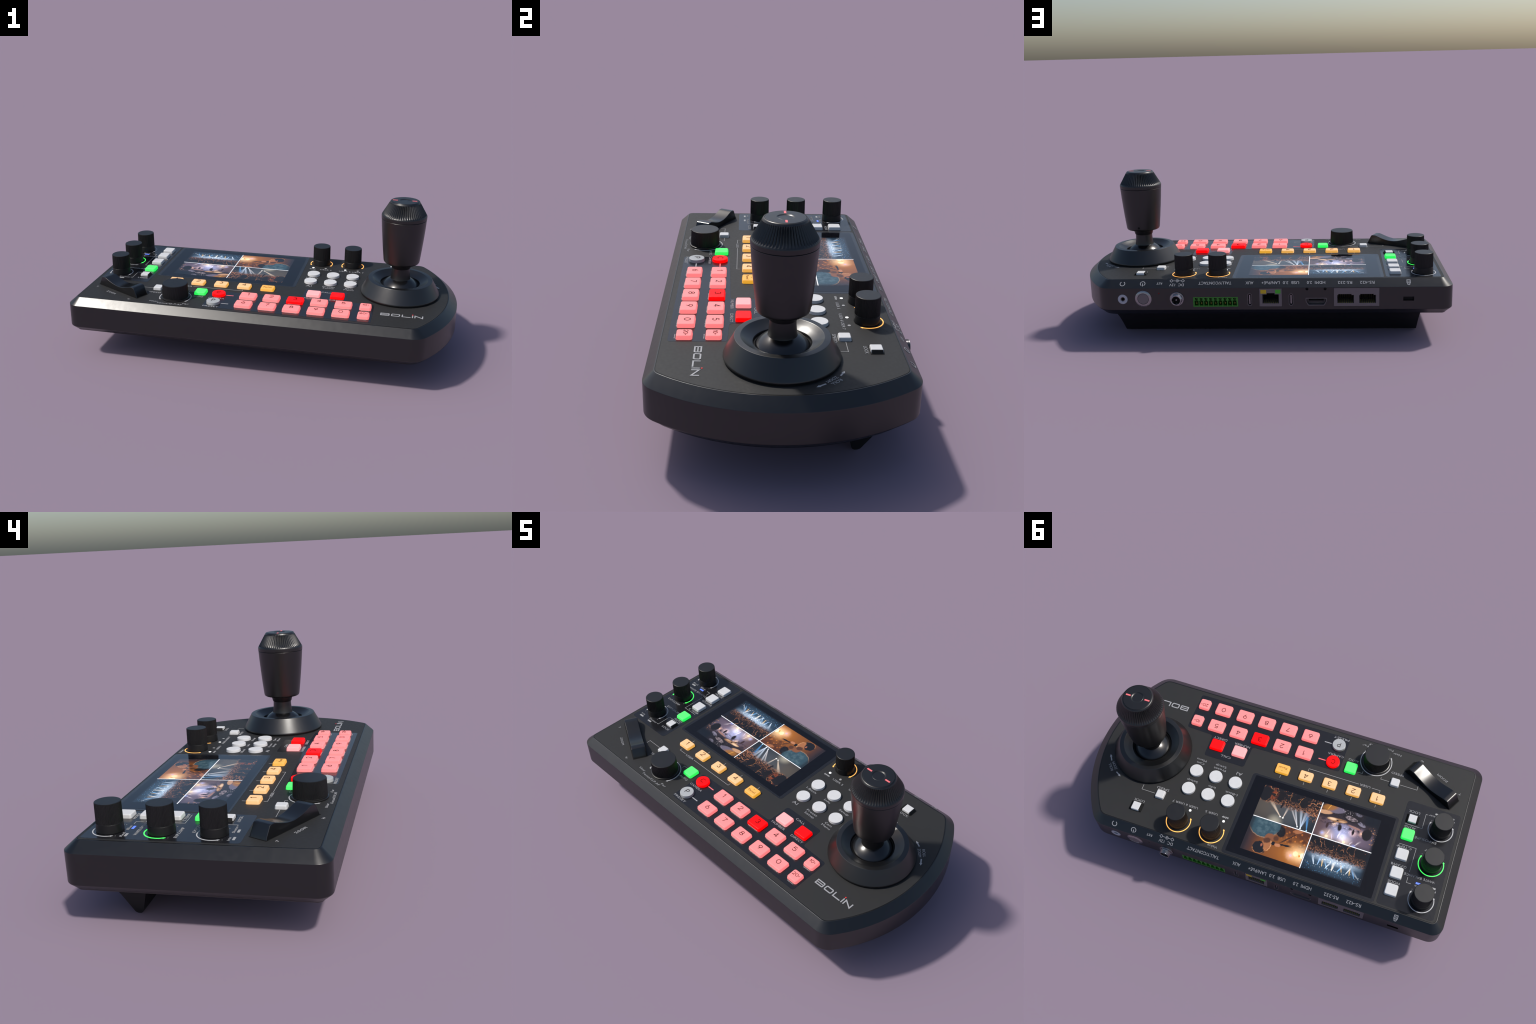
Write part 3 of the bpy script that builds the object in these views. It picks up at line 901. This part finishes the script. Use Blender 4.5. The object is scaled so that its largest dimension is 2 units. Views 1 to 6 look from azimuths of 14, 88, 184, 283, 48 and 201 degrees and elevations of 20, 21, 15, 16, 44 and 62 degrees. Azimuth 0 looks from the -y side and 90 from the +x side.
# logo built from strokes, red dot over the fourth letter
LY0, LY1, LT = -0.3240, -0.2957, 0.0056
h_ = LT / 2
stroke([(0.6265, LY1 - h_), (0.6640, LY1 - h_), (0.6668, LY1 - .006), (0.6668, LY1 - .0105), (0.6640, -0.3099), (0.6668, -0.3130), (0.6668, LY0 + .006), (0.6640, LY0 + h_), (0.6265, LY0 + h_)],
       LT, 'print_bright', 'logo_letter', closed=True)
stroke([(0.6275, -0.3099), (0.6630, -0.3099)], 0.0045, 'print_bright', 'logo_letter')
stroke([(0.6835, LY1 - h_), (0.7150, LY1 - h_), (0.7185, LY1 - .0065), (0.7175, LY0 + .0065), (0.7140, LY0 + h_), (0.6825, LY0 + h_), (0.6795, LY0 + .0065), (0.6805, LY1 - .0065)],
       LT, 'print_bright', 'logo_letter', closed=True)
stroke([(0.7325, LY1), (0.7315, LY0 + h_), (0.7725, LY0 + h_)], LT, 'print_bright', 'logo_letter')
stroke([(0.7815, LY0), (0.7820, LY1 - 0.0005)], LT, 'print_bright', 'logo_letter')
stroke([(0.7935, LY0), (0.7940, LY1 - 0.002), (0.8300, LY0 + 0.002), (0.8310, LY1)], LT, 'print_bright', 'logo_letter')
add('logo_dot', lathe([(0.0034, 0), (0.0034, 0.0008)], 24), 'red_print', PANEL, loc=(0.7819, -0.2893, Z1))


def arrow(tail, tip, w=0.006, head=0.014, mat='print'):
    t, q = Vector(tail), Vector(tip)
    d = (q - t).normalized()
    nn = Vector((-d.y, d.x))
    b = q - d * head
    o = [t + nn * w / 2, t - nn * w / 2, b - nn * w / 2, b - nn * w * 1.1, q, b + nn * w * 1.1, b + nn * w / 2]
    add('printed_arrow', slab([(v.x, v.y) for v in o], 0, 0.0007), mat, PANEL, loc=(0, 0, ZP + 0.0002))


arrow((0.8308, 0.1730), (0.8000, 0.1905))
arrow((0.8840, 0.1195), (0.9052, 0.0865))

# indicator lamps and bars
for x, mt in ((0.1925, 'led_white'), (0.2645, 'led_off'), (0.3768, 'led_white'), (0.4482, 'led_off')):
    add('indicator_lamp', lathe([(0.0062, 0), (0.0062, 0.0009), (0.0045, 0.0013)], 28), mt, PANEL, loc=(x, 0.2505, ZP))
for x, y, mt in ((-0.9000, 0.2440, 'led_off'), (-0.8280, 0.2440, 'led_blue'), (-0.8985, -0.1457, 'led_off'), (-0.8278, -0.1455, 'led_off')):
    add('indicator_bar', slab(rrect(0.0135, 0.0046, 0.001, 3), 0, 0.0008), mt, PANEL, loc=(x, y, Z1))

# ------------------------------------------------------------------ keys
K_PINK = key_mesh(0.083, 0.063, 0.0165, 0.007, name='number_key')
K_PINK.materials.append(M['pink_key'])
K_RED = K_PINK.copy(); K_RED.materials.clear(); K_RED.materials.append(M['red_key'])
K_SM = key_mesh(0.0548, 0.0555, 0.0165, 0.008, name='bank_key')
K_SM.materials.append(M['pink_key'])
labels = {}


def digit_mesh(s, w, h, mat):
    k = (s, mat)
    if k not in labels:
        if all(c in GLYPH for c in s):
            me = glyph_mesh(s, h, 0.0028 if h > 0.018 else 0.0020, 0.28)
        else:
            me = text_mesh(s, w, h, thick=0.0004, bold=-0.012)
        me.materials.clear()
        me.materials.append(M[mat])
        labels[k] = me
    return labels[k]


ZK = ZP
TOPK = 0.0165
XS = [-0.0685 + 0.1251 * i for i in range(5)]
for row, y in ((0, -0.2588), (1, -0.3660)):
    for i, x in enumerate(XS):
        s = str((i + 1 + row * 5) % 10)
        red = s == '3'
        k = add('number_key', K_RED if red else K_PINK, None, loc=(x, y, ZK))
        add('key_legend', digit_mesh(s, None, 0.0240, 'ink_red' if red else 'ink'), None, k, loc=(0, 0.004, TOPK + 0.0002))
    k = add('bank_key', K_SM, None, loc=(0.5443, y + 0.0003, ZK))
    add('key_legend', digit_mesh('10+' if row == 0 else '20+', 0.030, 0.0155, 'ink'), None, k, loc=(0, 0.006, TOPK + 0.0002))
    # tiny caption printed at the front foot of each key: rows of minute strokes
    caps = []
    for cxk, wk in [(x, 0.060) for x in XS] + [(0.5443, 0.036)]:
        xx = cxk - wk / 2
        while xx < cxk + wk / 2:
            ww = R.uniform(0.0022, 0.0048)
            hh = R.uniform(0.0014, 0.0030)
            caps.append(box(xx, xx + ww, y - 0.0345 - hh, y - 0.0335, Z1 - 0.0005, Z1 + 0.0005))
            xx += ww + R.uniform(0.0010, 0.0022)
    cap_ob = add('key_caption_print', join_meshes(caps), 'line', PANEL)
    cap_ob["kind"] = "stuff"

K_CALL = key_mesh(0.0685, 0.0575, 0.0165, 0.006, name='call_key')
a = K_CALL.copy(); a.materials.append(M['pale_key'])
add('call_key', a, None, loc=(0.2602, -0.1502, ZK))
a = K_CALL.copy(); a.materials.append(M['red_key'])
add('call_key', a, None, loc=(0.3863, -0.1502, ZK))

K_USER = key_mesh(0.0690, 0.0510, 0.0150, 0.007, name='user_key')
K_USER.materials.append(M['amber_key'])
K_USER2 = K_USER.copy(); K_USER2.materials.clear(); K_USER2.materials.append(M['amber_deep'])
for i in range(5):
    x = -0.5110 + 0.1295 * i
    k = add('user_key', K_USER2 if i == 4 else K_USER, None, loc=(x, -0.1290, ZK))
    if i < 4:
        add('key_legend', digit_mesh(str(i + 1), None, 0.0215, 'ink'), None, k, loc=(0, 0.003, 0.0152))
    else:
        add('key_legend', digit_mesh('Panel', 0.044, 0.0125, 'ink'), None, k, loc=(0, -0.004, 0.0152))
        add('key_legend', digit_mesh('+', 0.006, 0.010, 'ink'), None, k, loc=(0, 0.012, 0.0152))

K_MODE = key_mesh(0.0575, 0.0585, 0.0155, 0.007, name='mode_key')
for y, mt in ((0.3195, 'white_key'), (0.2265, 'white_key'), (0.1255, 'white_key'), (0.0120, 'green_key')):
    a = K_MODE.copy(); a.materials.append(M[mt])
    add('mode_key', a, None, loc=(-0.7110, y, ZK))
a = K_MODE.copy(); a.materials.append(M['green_key'])
add('auto_key', a, None, loc=(-0.3292, -0.2545, ZK))

K_SPEED = key_mesh(0.0430, 0.0440, 0.0145, 0.006, name='speed_key')
K_SPEED.materials.append(M['white_key'])
for x, y in ((-0.5708, -0.2480), (0.5568, 0.2190)):
    add('speed_key', K_SPEED, None, loc=(x, y, ZK))

K_LOCK = key_mesh(0.0430, 0.0430, 0.0130, 0.004, flare=0.001, name='lock_switch')
K_LOCK.materials.append(M['white_key'])
ramp = loft([[(-0.0325, y, 0.0010), (0.0325, y, 0.0010), (0.0236, y, 0.0122), (-0.0236, y, 0.0122)] for y in (-0.0195, 0.0195)], 25)
ramp.materials.append(M['dark'])
well = slab(rrect(0.034, 0.0245, 0.002, 3), 0, 0.0012)
well.materials.append(M['dark'])
for x, y in ((-0.7115, -0.0785), (0.6470, 0.3215)):
    k = add('lock_switch', K_LOCK, None, loc=(x, y, ZK))
    add('switch_ramp', ramp, None, k)
    add('switch_well', well, None, k)

K_ROUND = lathe([(0.0355, -0.003), (0.0355, 0.0), (0.0345, 0.0105), (0.0338, 0.0122), (0.0322, 0.0130)], 56, name='menu_button')
K_ROUND.materials.append(M['white_key'])
for x in (0.2140, 0.3235, 0.4330):
    for y in (0.0285, 0.1380):
        add('menu_button', K_ROUND, None, loc=(x, y, ZK))
for y, mt, s in ((-0.2588, 'red_key', 'C'), (-0.3655, 'grey_key', 'P')):
    a = lathe([(0.0360, -0.003), (0.0360, 0.0), (0.0352, 0.0125), (0.0345, 0.0142), (0.0328, 0.0150)], 56)
    k = add('recall_button', a, mt, loc=(-0.2288, y, ZK))
    add('key_legend', digit_mesh(s, 0.0200, 0.0240, 'ink_red' if s == 'C' else 'ink'), None, k, loc=(0, 0.002, 0.0152))


# ------------------------------------------------------------------ knobs
def knurl(count, amp, active):
    def f(t, k):
        if k not in active:
            return 0.0
        return -amp * (0.5 - 0.5 * math.cos(count * t)) ** 0.7
    return f


SEG = 72 * 4
grip = lathe([(0.0478, 0.0325), (0.0490, 0.0335), (0.0490, 0.0345), (0.0484, 0.1075), (0.0478, 0.1095), (0.0466, 0.1102)], SEG, 30,
             knurl(72, 0.0012, {2, 3}), 'knob_grip')
grip.materials.append(M['knob'])
skirt = lathe([(0.0470, 0.0), (0.0505, 0.0015), (0.0508, 0.004), (0.0489, 0.0318), (0.0484, 0.0323), (0.040, 0.0323)], 96, 30, name='knob_skirt')
skirt.materials.append(M['knob'])
disc = lathe([(0.0460, 0.1090), (0.0460, 0.1104), (0.0455, 0.1107)], 96, 30, name='knob_cap')
disc.materials.append(M['knob_top'])


def arc_ring(r, w, a0, a1, n=64):
    v, f = [], []
    for i in range(n + 1):
        a = math.radians(a0 + (a1 - a0) * i / n)
        for rr in (r - w / 2, r + w / 2):
            for z in (0, 0.0008):
                v.append((rr * math.cos(a), rr * math.sin(a), z))
    for i in range(n):
        b = i * 4
        f += [(b + 1, b + 3, b + 7, b + 5), (b, b + 2, b + 6, b + 4), (b, b + 1, b + 5, b + 4), (b + 2, b + 3, b + 7, b + 6)]
    f += [(0, 1, 3, 2), (n * 4, n * 4 + 1, n * 4 + 3, n * 4 + 2)]
    me = mesh_from(v, f, 30)
    heads = []
    for a, s in ((a0, -1), (a1, 1)):
        t = math.radians(a)
        c = Vector((r * math.cos(t), r * math.sin(t)))
        d = Vector((-math.sin(t), math.cos(t))) * s
        o = Vector((math.cos(t), math.sin(t)))
        heads.append(slab([tuple(c + o * w * 1.35), tuple(c + d * w * 2.3 - o * w * .2), tuple(c - o * w * 1.0)], 0, 0.0009))
    return join_meshes([me] + heads)


def knob(x, y, ringmat, marks=True):
    k = add('rotary_knob', skirt, None, loc=(x, y, Z1))
    add('knob_grip', grip, None, k)
    add('knob_cap', disc, None, k)
    add('knob_ring', arc_ring(0.0625, 0.0042, -22, 202), ringmat, PANEL, loc=(x, y, Z1))
    if marks:
        for s, a in (('+', -36), ('-', 216)):
            t = math.radians(a)
            text(s, x + 0.0675 * math.cos(t), y + 0.0675 * math.sin(t), 0.005, 0.008, 'line')
    return k


for y, rm in ((-0.0665, 'ring_white'), (0.1265, 'ring_green'), (0.3205, 'ring_white')):
    knob(-0.8600, y, rm)
for x in (0.2295, 0.4110):
    knob(x, 0.3228, 'ring_amber', False)

fg = lathe([(0.0670, 0.0085), (0.0690, 0.0095), (0.0690, 0.0105), (0.0660, 0.0775), (0.0652, 0.0798), (0.0638, 0.0806)], 112 * 4, 30,
           knurl(112, 0.0012, {2, 3}), 'dial_grip')
fl = lathe([(0.0690, 0.0), (0.0735, 0.0012), (0.0742, 0.004), (0.0735, 0.0065), (0.0700, 0.0080), (0.060, 0.0084)], 128, 30, name='dial_flange')
k = add('focus_dial', fl, 'stick', loc=(-0.4443, -0.3370, ZP))
add('dial_grip', fg, 'knob', k)
add('dial_cap', lathe([(0.0630, 0.079), (0.0630, 0.0808), (0.0624, 0.0811)], 112, 30), 'knob_top', k)
add('knob_ring', arc_ring(0.0825, 0.0042, -30, 210), 'ring_white', PANEL, loc=(-0.4443, -0.3370, ZP + 0.0002))

# ------------------------------------------------------------------ zoom rocker
AX = math.radians(-27.6)
prof = [(-0.1535, 0.0), (-0.1490, 0.0130), (-0.1330, 0.0430), (-0.1305, 0.0475), (-0.1265, 0.0497), (-0.1220, 0.0505), (-0.1060, 0.0510), (-0.1005, 0.0498)]
for i in range(1, 24):
    s = i / 24
    x = -0.1005 + 0.201 * s
    prof.append((x, 0.0498 - 0.0225 * math.sin(PI * s) ** 1.05))
prof += [(-q[0], q[1]) for q in prof[:8]][::-1]
rings = []
for yy, ins in ((-0.0375, 0.0022), (-0.0362, 0.0006), (-0.0340, 0.0), (0.0340, 0.0), (0.0362, 0.0006), (0.0375, 0.0022)):
    rings.append([(x * (1 - ins * 2), yy * (1.0 if z < 0.004 else 0.975 + 0.0 * z), max(z - ins, 0.0) if z > 0.001 else 0.0) for x, z in prof])
rock = weighted(loft(rings, 28, True))
k = add('zoom_rocker', rock, 'ball', loc=(-0.7550, -0.2975, ZP), rot=(0, 0, AX))
add('rocker_slot', slab(rrect(0.1575, 0.0400, 0.003, 3), 0, 0.0010), 'dark', k)

# ------------------------------------------------------------------ joystick
JX, JY = 0.6990, -0.0160
foot = lathe([(0.2020, -0.001), (0.2020, 0.0085), (0.1900, 0.0095)], 160, 30)
JB = add('joystick', foot, 'dark', loc=(JX, JY, 0.335))
collar = lathe([(0.1900, 0.0075), (0.2045, 0.0085), (0.2055, 0.0100), (0.2058, 0.0130), (0.2044, 0.0175), (0.1676, 0.0834), (0.1665, 0.0846),
                (0.1645, 0.0851), (0.1460, 0.0858), (0.1445, 0.0856), (0.1430, 0.0848), (0.1300, 0.0760), (0.1180, 0.0695), (0.1080, 0.0652), (0.1030, 0.0625), (0.1010, 0.0570), (0.1010, 0.0300)], 192, 24)
add('joystick_collar', collar, 'collar', JB)
ball = lathe([(0.1215 * math.sin(t), -0.0208 + 0.1215 * math.cos(t)) for t in [math.radians(62 - i * 2) for i in range(23)]], 128, 60)
add('joystick_ball', ball, 'ball', JB)
add('joystick_well', lathe([(0.1008, 0.040), (0.1008, 0.0535)], 96, 30), 'dark', JB)
neck = lathe([(0.0530, 0.0850), (0.0522, 0.0885), (0.0505, 0.0930), (0.0485, 0.1100), (0.0468, 0.1300), (0.0462, 0.1460), (0.0462, 0.1500)], 96, 40)
add('joystick_neck', neck, 'stick', JB)
coll = lathe([(0.0450, 0.1478), (0.0475, 0.1482), (0.0492, 0.1500), (0.0545, 0.1690), (0.0545, 0.1790)], 96, 30)
add('joystick_sleeve', coll, 'knob', JB)
gripb = lathe([(0.050, 0.1790), (0.0800, 0.1790), (0.0865, 0.1798), (0.0900, 0.1820), (0.0922, 0.1860), (0.0936, 0.1925), (0.1000, 0.2500), (0.1060, 0.3100), (0.1108, 0.3650), (0.1142, 0.4130), (0.1146, 0.4155),
               (0.1140, 0.4163), (0.1080, 0.4164)], 160, 40)
add('joystick_grip', gripb, 'stick', JB)
add('grip_screw', lathe([(0.0062, 0.0), (0.0062, 0.0010), (0.0040, 0.0010), (0.0036, 0.0004)], 24), 'dark', JB, loc=(0.004, 0.0945, 0.2000), rot=(-PI / 2 - 0.1, 0, 0))
# twist cap: smooth band, ribbed cone, flat top
RIB = 60
cap_prof = [(0.1080, 0.4178), (0.1140, 0.4178), (0.1150, 0.4190), (0.1156, 0.4335), (0.1150, 0.4365), (0.1128, 0.4402), (0.1115, 0.4425)]
for i in range(1, 9):
    s = i / 8
    cap_prof.append((0.1115 + (0.0790 - 0.1115) * s, 0.4425 + (0.4990 - 0.4425) * s))
cap_prof += [(0.0772, 0.5020), (0.0752, 0.5055), (0.0735, 0.5082), (0.0708, 0.5098), (0.0694, 0.5100), (0.0690, 0.5085)]
act = {i: min(1.0, (0.60, 1, 1, 1, 1, 1, 1, 1, 0.8)[i - 6]) for i in range(6, 15)}


def rib(t, k):
    if k not in act:
        return 0.0
    ph = (t * RIB / (2 * PI)) % 1.0
    tri = abs(ph - 0.5) * 2.0
    return -0.0048 * max(0.0, min(1.0, 1.15 * (1 - tri))) * max(act[k], 0.0)


cap = lathe(cap_prof, RIB * 8, 30, rib)
add('joystick_twist_cap', cap, 'stick', JB)
top = [(0.0684, 0.5060), (0.0684, 0.5092), (0.0676, 0.5103), (0.0660, 0.5108), (0.0310, 0.5108), (0.0296, 0.5104), (0.0288, 0.5096), (0.0280, 0.5100), (0.0255, 0.5088), (0.0210, 0.5064), (0.0150, 0.5044), (0.0080, 0.5034), (0.0012, 0.5032)]
add('joystick_top', lathe(top, 128, 30), 'stick', JB)
for x0, x1 in ((-0.0630, -0.0380), (0.0348, 0.0590)):
    add('joystick_mark', slab([(x0, -0.0038), (x1, -0.0038), (x1, 0.0038), (x0, 0.0038)], 0.5100, 0.5113), 'pink_mark', JB)

# ------------------------------------------------------------------ rear connectors


def cyl_y(prof, n=40, angle=30):
    """Lathe about the +y axis; prof = (r, y)."""
    return loft([[(r * math.cos(2 * PI * j / n), y, -r * math.sin(2 * PI * j / n)) for j in range(n)] for r, y in prof], angle)


def tube_y(prof, n=40):
    """Lathe about y without caps closed by profile returning to start."""
    rings = [[(r * math.cos(2 * PI * j / n), y, -r * math.sin(2 * PI * j / n)) for j in range(n)] for r, y in prof + [prof[0]]]
    me = loft(rings, 30, False)
    bm = bmesh.new(); bm.from_mesh(me)
    bmesh.ops.remove_doubles(bm, verts=bm.verts, dist=1e-6)
    bmesh.ops.recalc_face_normals(bm, faces=bm.faces)
    bm.to_mesh(me); bm.free()
    return finish(me, 30)


hj = add('headphone_jack', tube_y([(0.0258, -0.03), (0.0258, 0.0005), (0.0245, 0.0018), (0.0135, 0.0018), (0.0125, 0.0005), (0.0125, -0.03)]), 'jack_grey', loc=(0.719, YB, 0.2396))
add('jack_sleeve', tube_y([(0.0126, -0.03), (0.0126, -0.004), (0.0098, -0.004), (0.0098, -0.03)]), 'steel', hj)
add('jack_well', cyl_y([(0.0098, -0.030), (0.0098, -0.022)]), 'dark', hj)

pb = add('power_button', tube_y([(0.0435, -0.02), (0.0435, 0.0012), (0.0400, 0.0030), (0.0318, 0.0055), (0.0300, 0.0055), (0.0290, 0.0040), (0.0290, -0.02)], 64), 'steel', loc=(0.6095, YB, 0.2422))
add('power_button_cap', cyl_y([(0.0282, -0.02), (0.0282, 0.0045), (0.0270, 0.0055)], 64), 'port_grey', pb)

dc = add('power_socket', tube_y([(0.0370, 0.0), (0.0370, 0.0045), (0.0355, 0.0060), (0.0240, 0.0060), (0.0240, 0.0)], 48), 'steel', loc=(0.4319, YB, 0.2404))
nut = tube_y([(0.0330, 0.0055), (0.0330, 0.0110), (0.0310, 0.0125), (0.0240, 0.0125), (0.0240, 0.0055)], 6)
add('socket_nut', nut, 'steel', dc)
thread = [(0.0272, -0.02)]
for i in range(6):
    y = 0.0095 + i * 0.0030
    thread += [(0.0272, y), (0.0256, y + 0.0017)]
thread += [(0.0272, 0.0288), (0.0262, 0.0300), (0.0225, 0.0300), (0.0215, 0.0288), (0.0215, -0.02)]
add('socket_barrel', tube_y(thread, 48), 'steel', dc)
add('socket_well', cyl_y([(0.0214, -0.02), (0.0214, 0.006)]), 'dark', dc)
add('socket_pin', cyl_y([(0.0055, 0.0), (0.0055, 0.016), (0.0035, 0.0185)], 20), 'steel', dc)

# terminal block: green frame, nine wells with pins
x0, x1, z0, z1 = 0.1113, 0.3467, 0.1965, 0.2490
blk = box(x0, x1, -0.045, -0.0005, z0, z1)
pw = (x1 - x0 - 0.010) / 9
wells = []
for i in range(9):
    cx = x0 + 0.005 + pw * (i + 0.5)
    wells.append(box(cx - pw / 2 + 0.0018, cx + pw / 2 - 0.0018, -0.036, 0.02, z0 + 0.006, z0 + 0.0330))
    wells.append(box(cx - 0.0055, cx + 0.0055, -0.030, 0.021, z0 + 0.0325, z1 - 0.0045))
    wells.append(box(cx - 0.0085, cx + 0.0085, -0.028, 0.0205, z0 + 0.0400, z1 - 0.0055))
blk = boolean(blk, wells)
tb = add('terminal_block', blk, 'terminal', loc=(0, YB, 0))
for i in range(9):
    cx = x0 + 0.005 + pw * (i + 0.5)
    add('terminal_pin', box(cx - 0.0020, cx + 0.0020, -0.037, -0.008, z0 + 0.0160, z0 + 0.0200), 'brass', tb)

# USB sockets
for cx, cz, hz in ((0.0499, 0.2338, 0.0345), (-0.1653, 0.2338, 0.0335)):
    o = slot_y(0, 0, 0.0116, hz, 0.0115, -0.04, -0.0008)
    o = boolean(o, [slot_y(0, 0, 0.0092, hz - 0.0025, 0.0091, -0.032, 0.01)])
    u = add('usb_socket', o, 'port_grey', loc=(cx, YB, cz))
    add('usb_tongue', box(-0.0028, 0.0028, -0.036, -0.006, -hz + 0.010, hz - 0.010), 'steel', u)

# network socket
x0, x1, z0, z1 = -0.1178, -0.0010, 0.1968, 0.2931
blk = boolean(box(x0, x1, -0.105, -0.0008, z0, z1), [box(-0.1015, -0.0164, -0.100, 0.01, 0.2128, 0.2620), box(-0.0800, -0.0390, -0.100, 0.0105, 0.2615, 0.2690)])
nw = add('network_socket', blk, 'port_grey', loc=(0, YB, 0))
add('port_lamp', box(-0.0368, -0.0072, -0.0012, 0.0004, 0.2668, 0.2870), 'yellow_led', nw)
add('port_lamp', box(-0.1108, -0.0834, -0.0012, 0.0004, 0.2669, 0.2872), 'green_led', nw)
add('port_well', box(-0.1010, -0.0168, -0.1000, -0.0900, 0.2130, 0.2615), 'dark', nw)
for i in range(8):
    cx = -0.0930 + i * 0.0098
    add('port_contact', box(cx - 0.0020, cx + 0.0020, -0.060, -0.006, 0.2132, 0.2150), 'gold', nw)

# serial sockets (double)
x0, x1, z0, z1 = -0.6201, -0.3869, 0.1968, 0.2943
op = []
for a_, b_ in ((-0.4898, -0.4046), (-0.6030, -0.5178)):
    op += [box(a_, b_, -0.100, 0.01, 0.2128, 0.2565), box(a_ + 0.012, b_ - 0.004, -0.0995, 0.0105, 0.2560, 0.2620)]
blk = boolean(box(x0, x1, -0.105, -0.0008, z0, z1), op)
ss = add('serial_socket', blk, 'port_grey', loc=(0, YB, 0))
for a_, b_ in ((-0.4898, -0.4046), (-0.6030, -0.5178)):
    add('port_well', box(a_ + 0.0004, b_ - 0.0004, -0.1000, -0.0900, 0.2130, 0.2562), 'dark', ss)
    for i in range(8):
        cx = a_ + 0.0085 + i * (b_ - a_ - 0.017) / 7
        add('port_contact', box(cx - 0.0022, cx + 0.0022, -0.060, -0.006, 0.2132, 0.2150), 'gold', ss)
        add('port_contact_wire', box(cx - 0.0012, cx + 0.0012, -0.072, -0.068, 0.2132, 0.2540), 'wire', ss)

# video socket
ho = loft([[(x, y, z) for x, z in hdmi_outline(-0.0003)] for y in (-0.035, -0.0006)], 30)
ho = boolean(ho, [loft([[(x, y, z) for x, z in hdmi_outline(-0.0034)] for y in (-0.030, 0.01)], 30)])
vs = add('video_socket', ho, 'port_grey', loc=(0, YB, 0))
add('video_tongue', box(-0.3340, -0.2570, -0.030, -0.008, 0.2190, 0.2270), 'rubber', vs)
for i in range(10):
    cx = -0.3310 + i * 0.0078
    add('port_contact', box(cx - 0.0018, cx + 0.0018, -0.028, -0.0078, 0.2170, 0.2192), 'port_grey', vs)
add('reset_dot', cyl_y([(0.0034, -0.03), (0.0034, -0.004)], 16), 'red_print', loc=(0.5255, YB, 0.2704))
for x, z, r in ((-0.2484, 0.2907, 0.0075), (-0.3418, 0.2906, 0.0075)):
    add('screw_hole', cyl_y([(r * .98, -0.049), (r * .98, -0.006)], 20), 'dark', loc=(x, YB, z))
add('lock_slot', box(-0.7972, -0.7425, -0.049, -0.012, 0.2253, 0.2466), 'dark', loc=(0, YB, 0))

# ------------------------------------------------------------------ lettering on the rear chamfer
up = Vector((0, MAX['back'] - TOP['back'], ZC - ZT)).normalized()
ex = Vector((1, 0, 0))
nrm = ex.cross(up)


def chamfer_matrix(x, t=0.5):
    c = Vector((x, TOP['back'] + (MAX['back'] - TOP['back']) * t, ZT + (ZC - ZT) * t)) + nrm * 0.0008
    m = Matrix((ex, up, nrm)).transposed().to_4x4()
    m.translation = c
    return m


def rear_text(s, xa, xb, h=0.0195, t=0.50):
    me = text_mesh(s, abs(xa - xb), h, thick=0.0004)
    me.materials.clear()
    ob = add('port_label', me, 'print', HOUSE)
    ob.matrix_local = chamfer_matrix((xa + xb) / 2, t)
    return ob


for s, a_, b_, h, t in (('RST', 0.5397, 0.5098, 0.013, .48), ('DC  12V', 0.4708, 0.3941, 0.0165, .66), ('TALLY/CONTACT', 0.3173, 0.1454, 0.0180, .48),
                        ('AUX', 0.0708, 0.0305, 0.0180, .48), ('LAN/PoE+', -0.0127, -0.1064, 0.0180, .48), ('USB  3.0', -0.1236, -0.2075, 0.0180, .48),
                        ('HDMI  2.0', -0.2482, -0.3425, 0.0180, .48), ('RS-232', -0.4078, -0.4812, 0.0180, .50), ('RS-422', -0.5216, -0.5960, 0.0180, .50)):
    rear_text(s, a_, b_, h, t)


def rear_stroke(pts, x, t, w=0.0028, closed=False):
    ob = stroke(pts, w, 'print', 'port_symbol', 0.0, HOUSE, closed)
    ob.matrix_local = chamfer_matrix(x, t)


def circ(r, a0, a1, n=28, cx=0, cy=0):
    return [(cx + r * math.cos(math.radians(a0 + (a1 - a0) * i / n)), cy + r * math.sin(math.radians(a0 + (a1 - a0) * i / n))) for i in range(n + 1)]


rear_stroke(circ(0.0125, -60, 240), 0.7198, 0.50, 0.0036)
rear_stroke(circ(0.0125, 120, 420), 0.6124, 0.50, 0.0036)
rear_stroke([(0, 0.0165), (0, -0.002)], 0.6124, 0.50, 0.0036)
for cx in (0.4615, 0.4015):
    rear_stroke([(-0.0085, 0), (0, 0.0085), (0.0085, 0), (0, -0.0085)], cx, 0.20, 0.0024, True)
rear_stroke([(-0.021, 0), (-0.008, 0)], 0.4315, 0.20, 0.0022)
rear_stroke([(0.002, 0), (0.021, 0)], 0.4315, 0.20, 0.0022)
rear_stroke(circ(0.0075, 40, 320, 20), 0.4315, 0.20, 0.0022)
rear_stroke(circ(0.0022, 0, 330, 12), 0.4315, 0.20, 0.0026)
rear_stroke([(-0.0085, -0.0145), (0.0085, -0.0145), (0.0085, 0.005), (-0.0085, 0.005)], -0.7702, 0.50, 0.0034, True)
rear_stroke([(-0.0055, 0.005), (-0.0055, 0.0125), (-0.003, 0.0155), (0.003, 0.0155), (0.0055, 0.0125), (0.0055, 0.005)], -0.7702, 0.50, 0.0034)
rear_stroke([(-0.003, -0.010), (-0.003, 0.002)], -0.7702, 0.50, 0.0022)
rear_stroke([(0.003, -0.010), (0.003, 0.002)], -0.7702, 0.50, 0.0022)
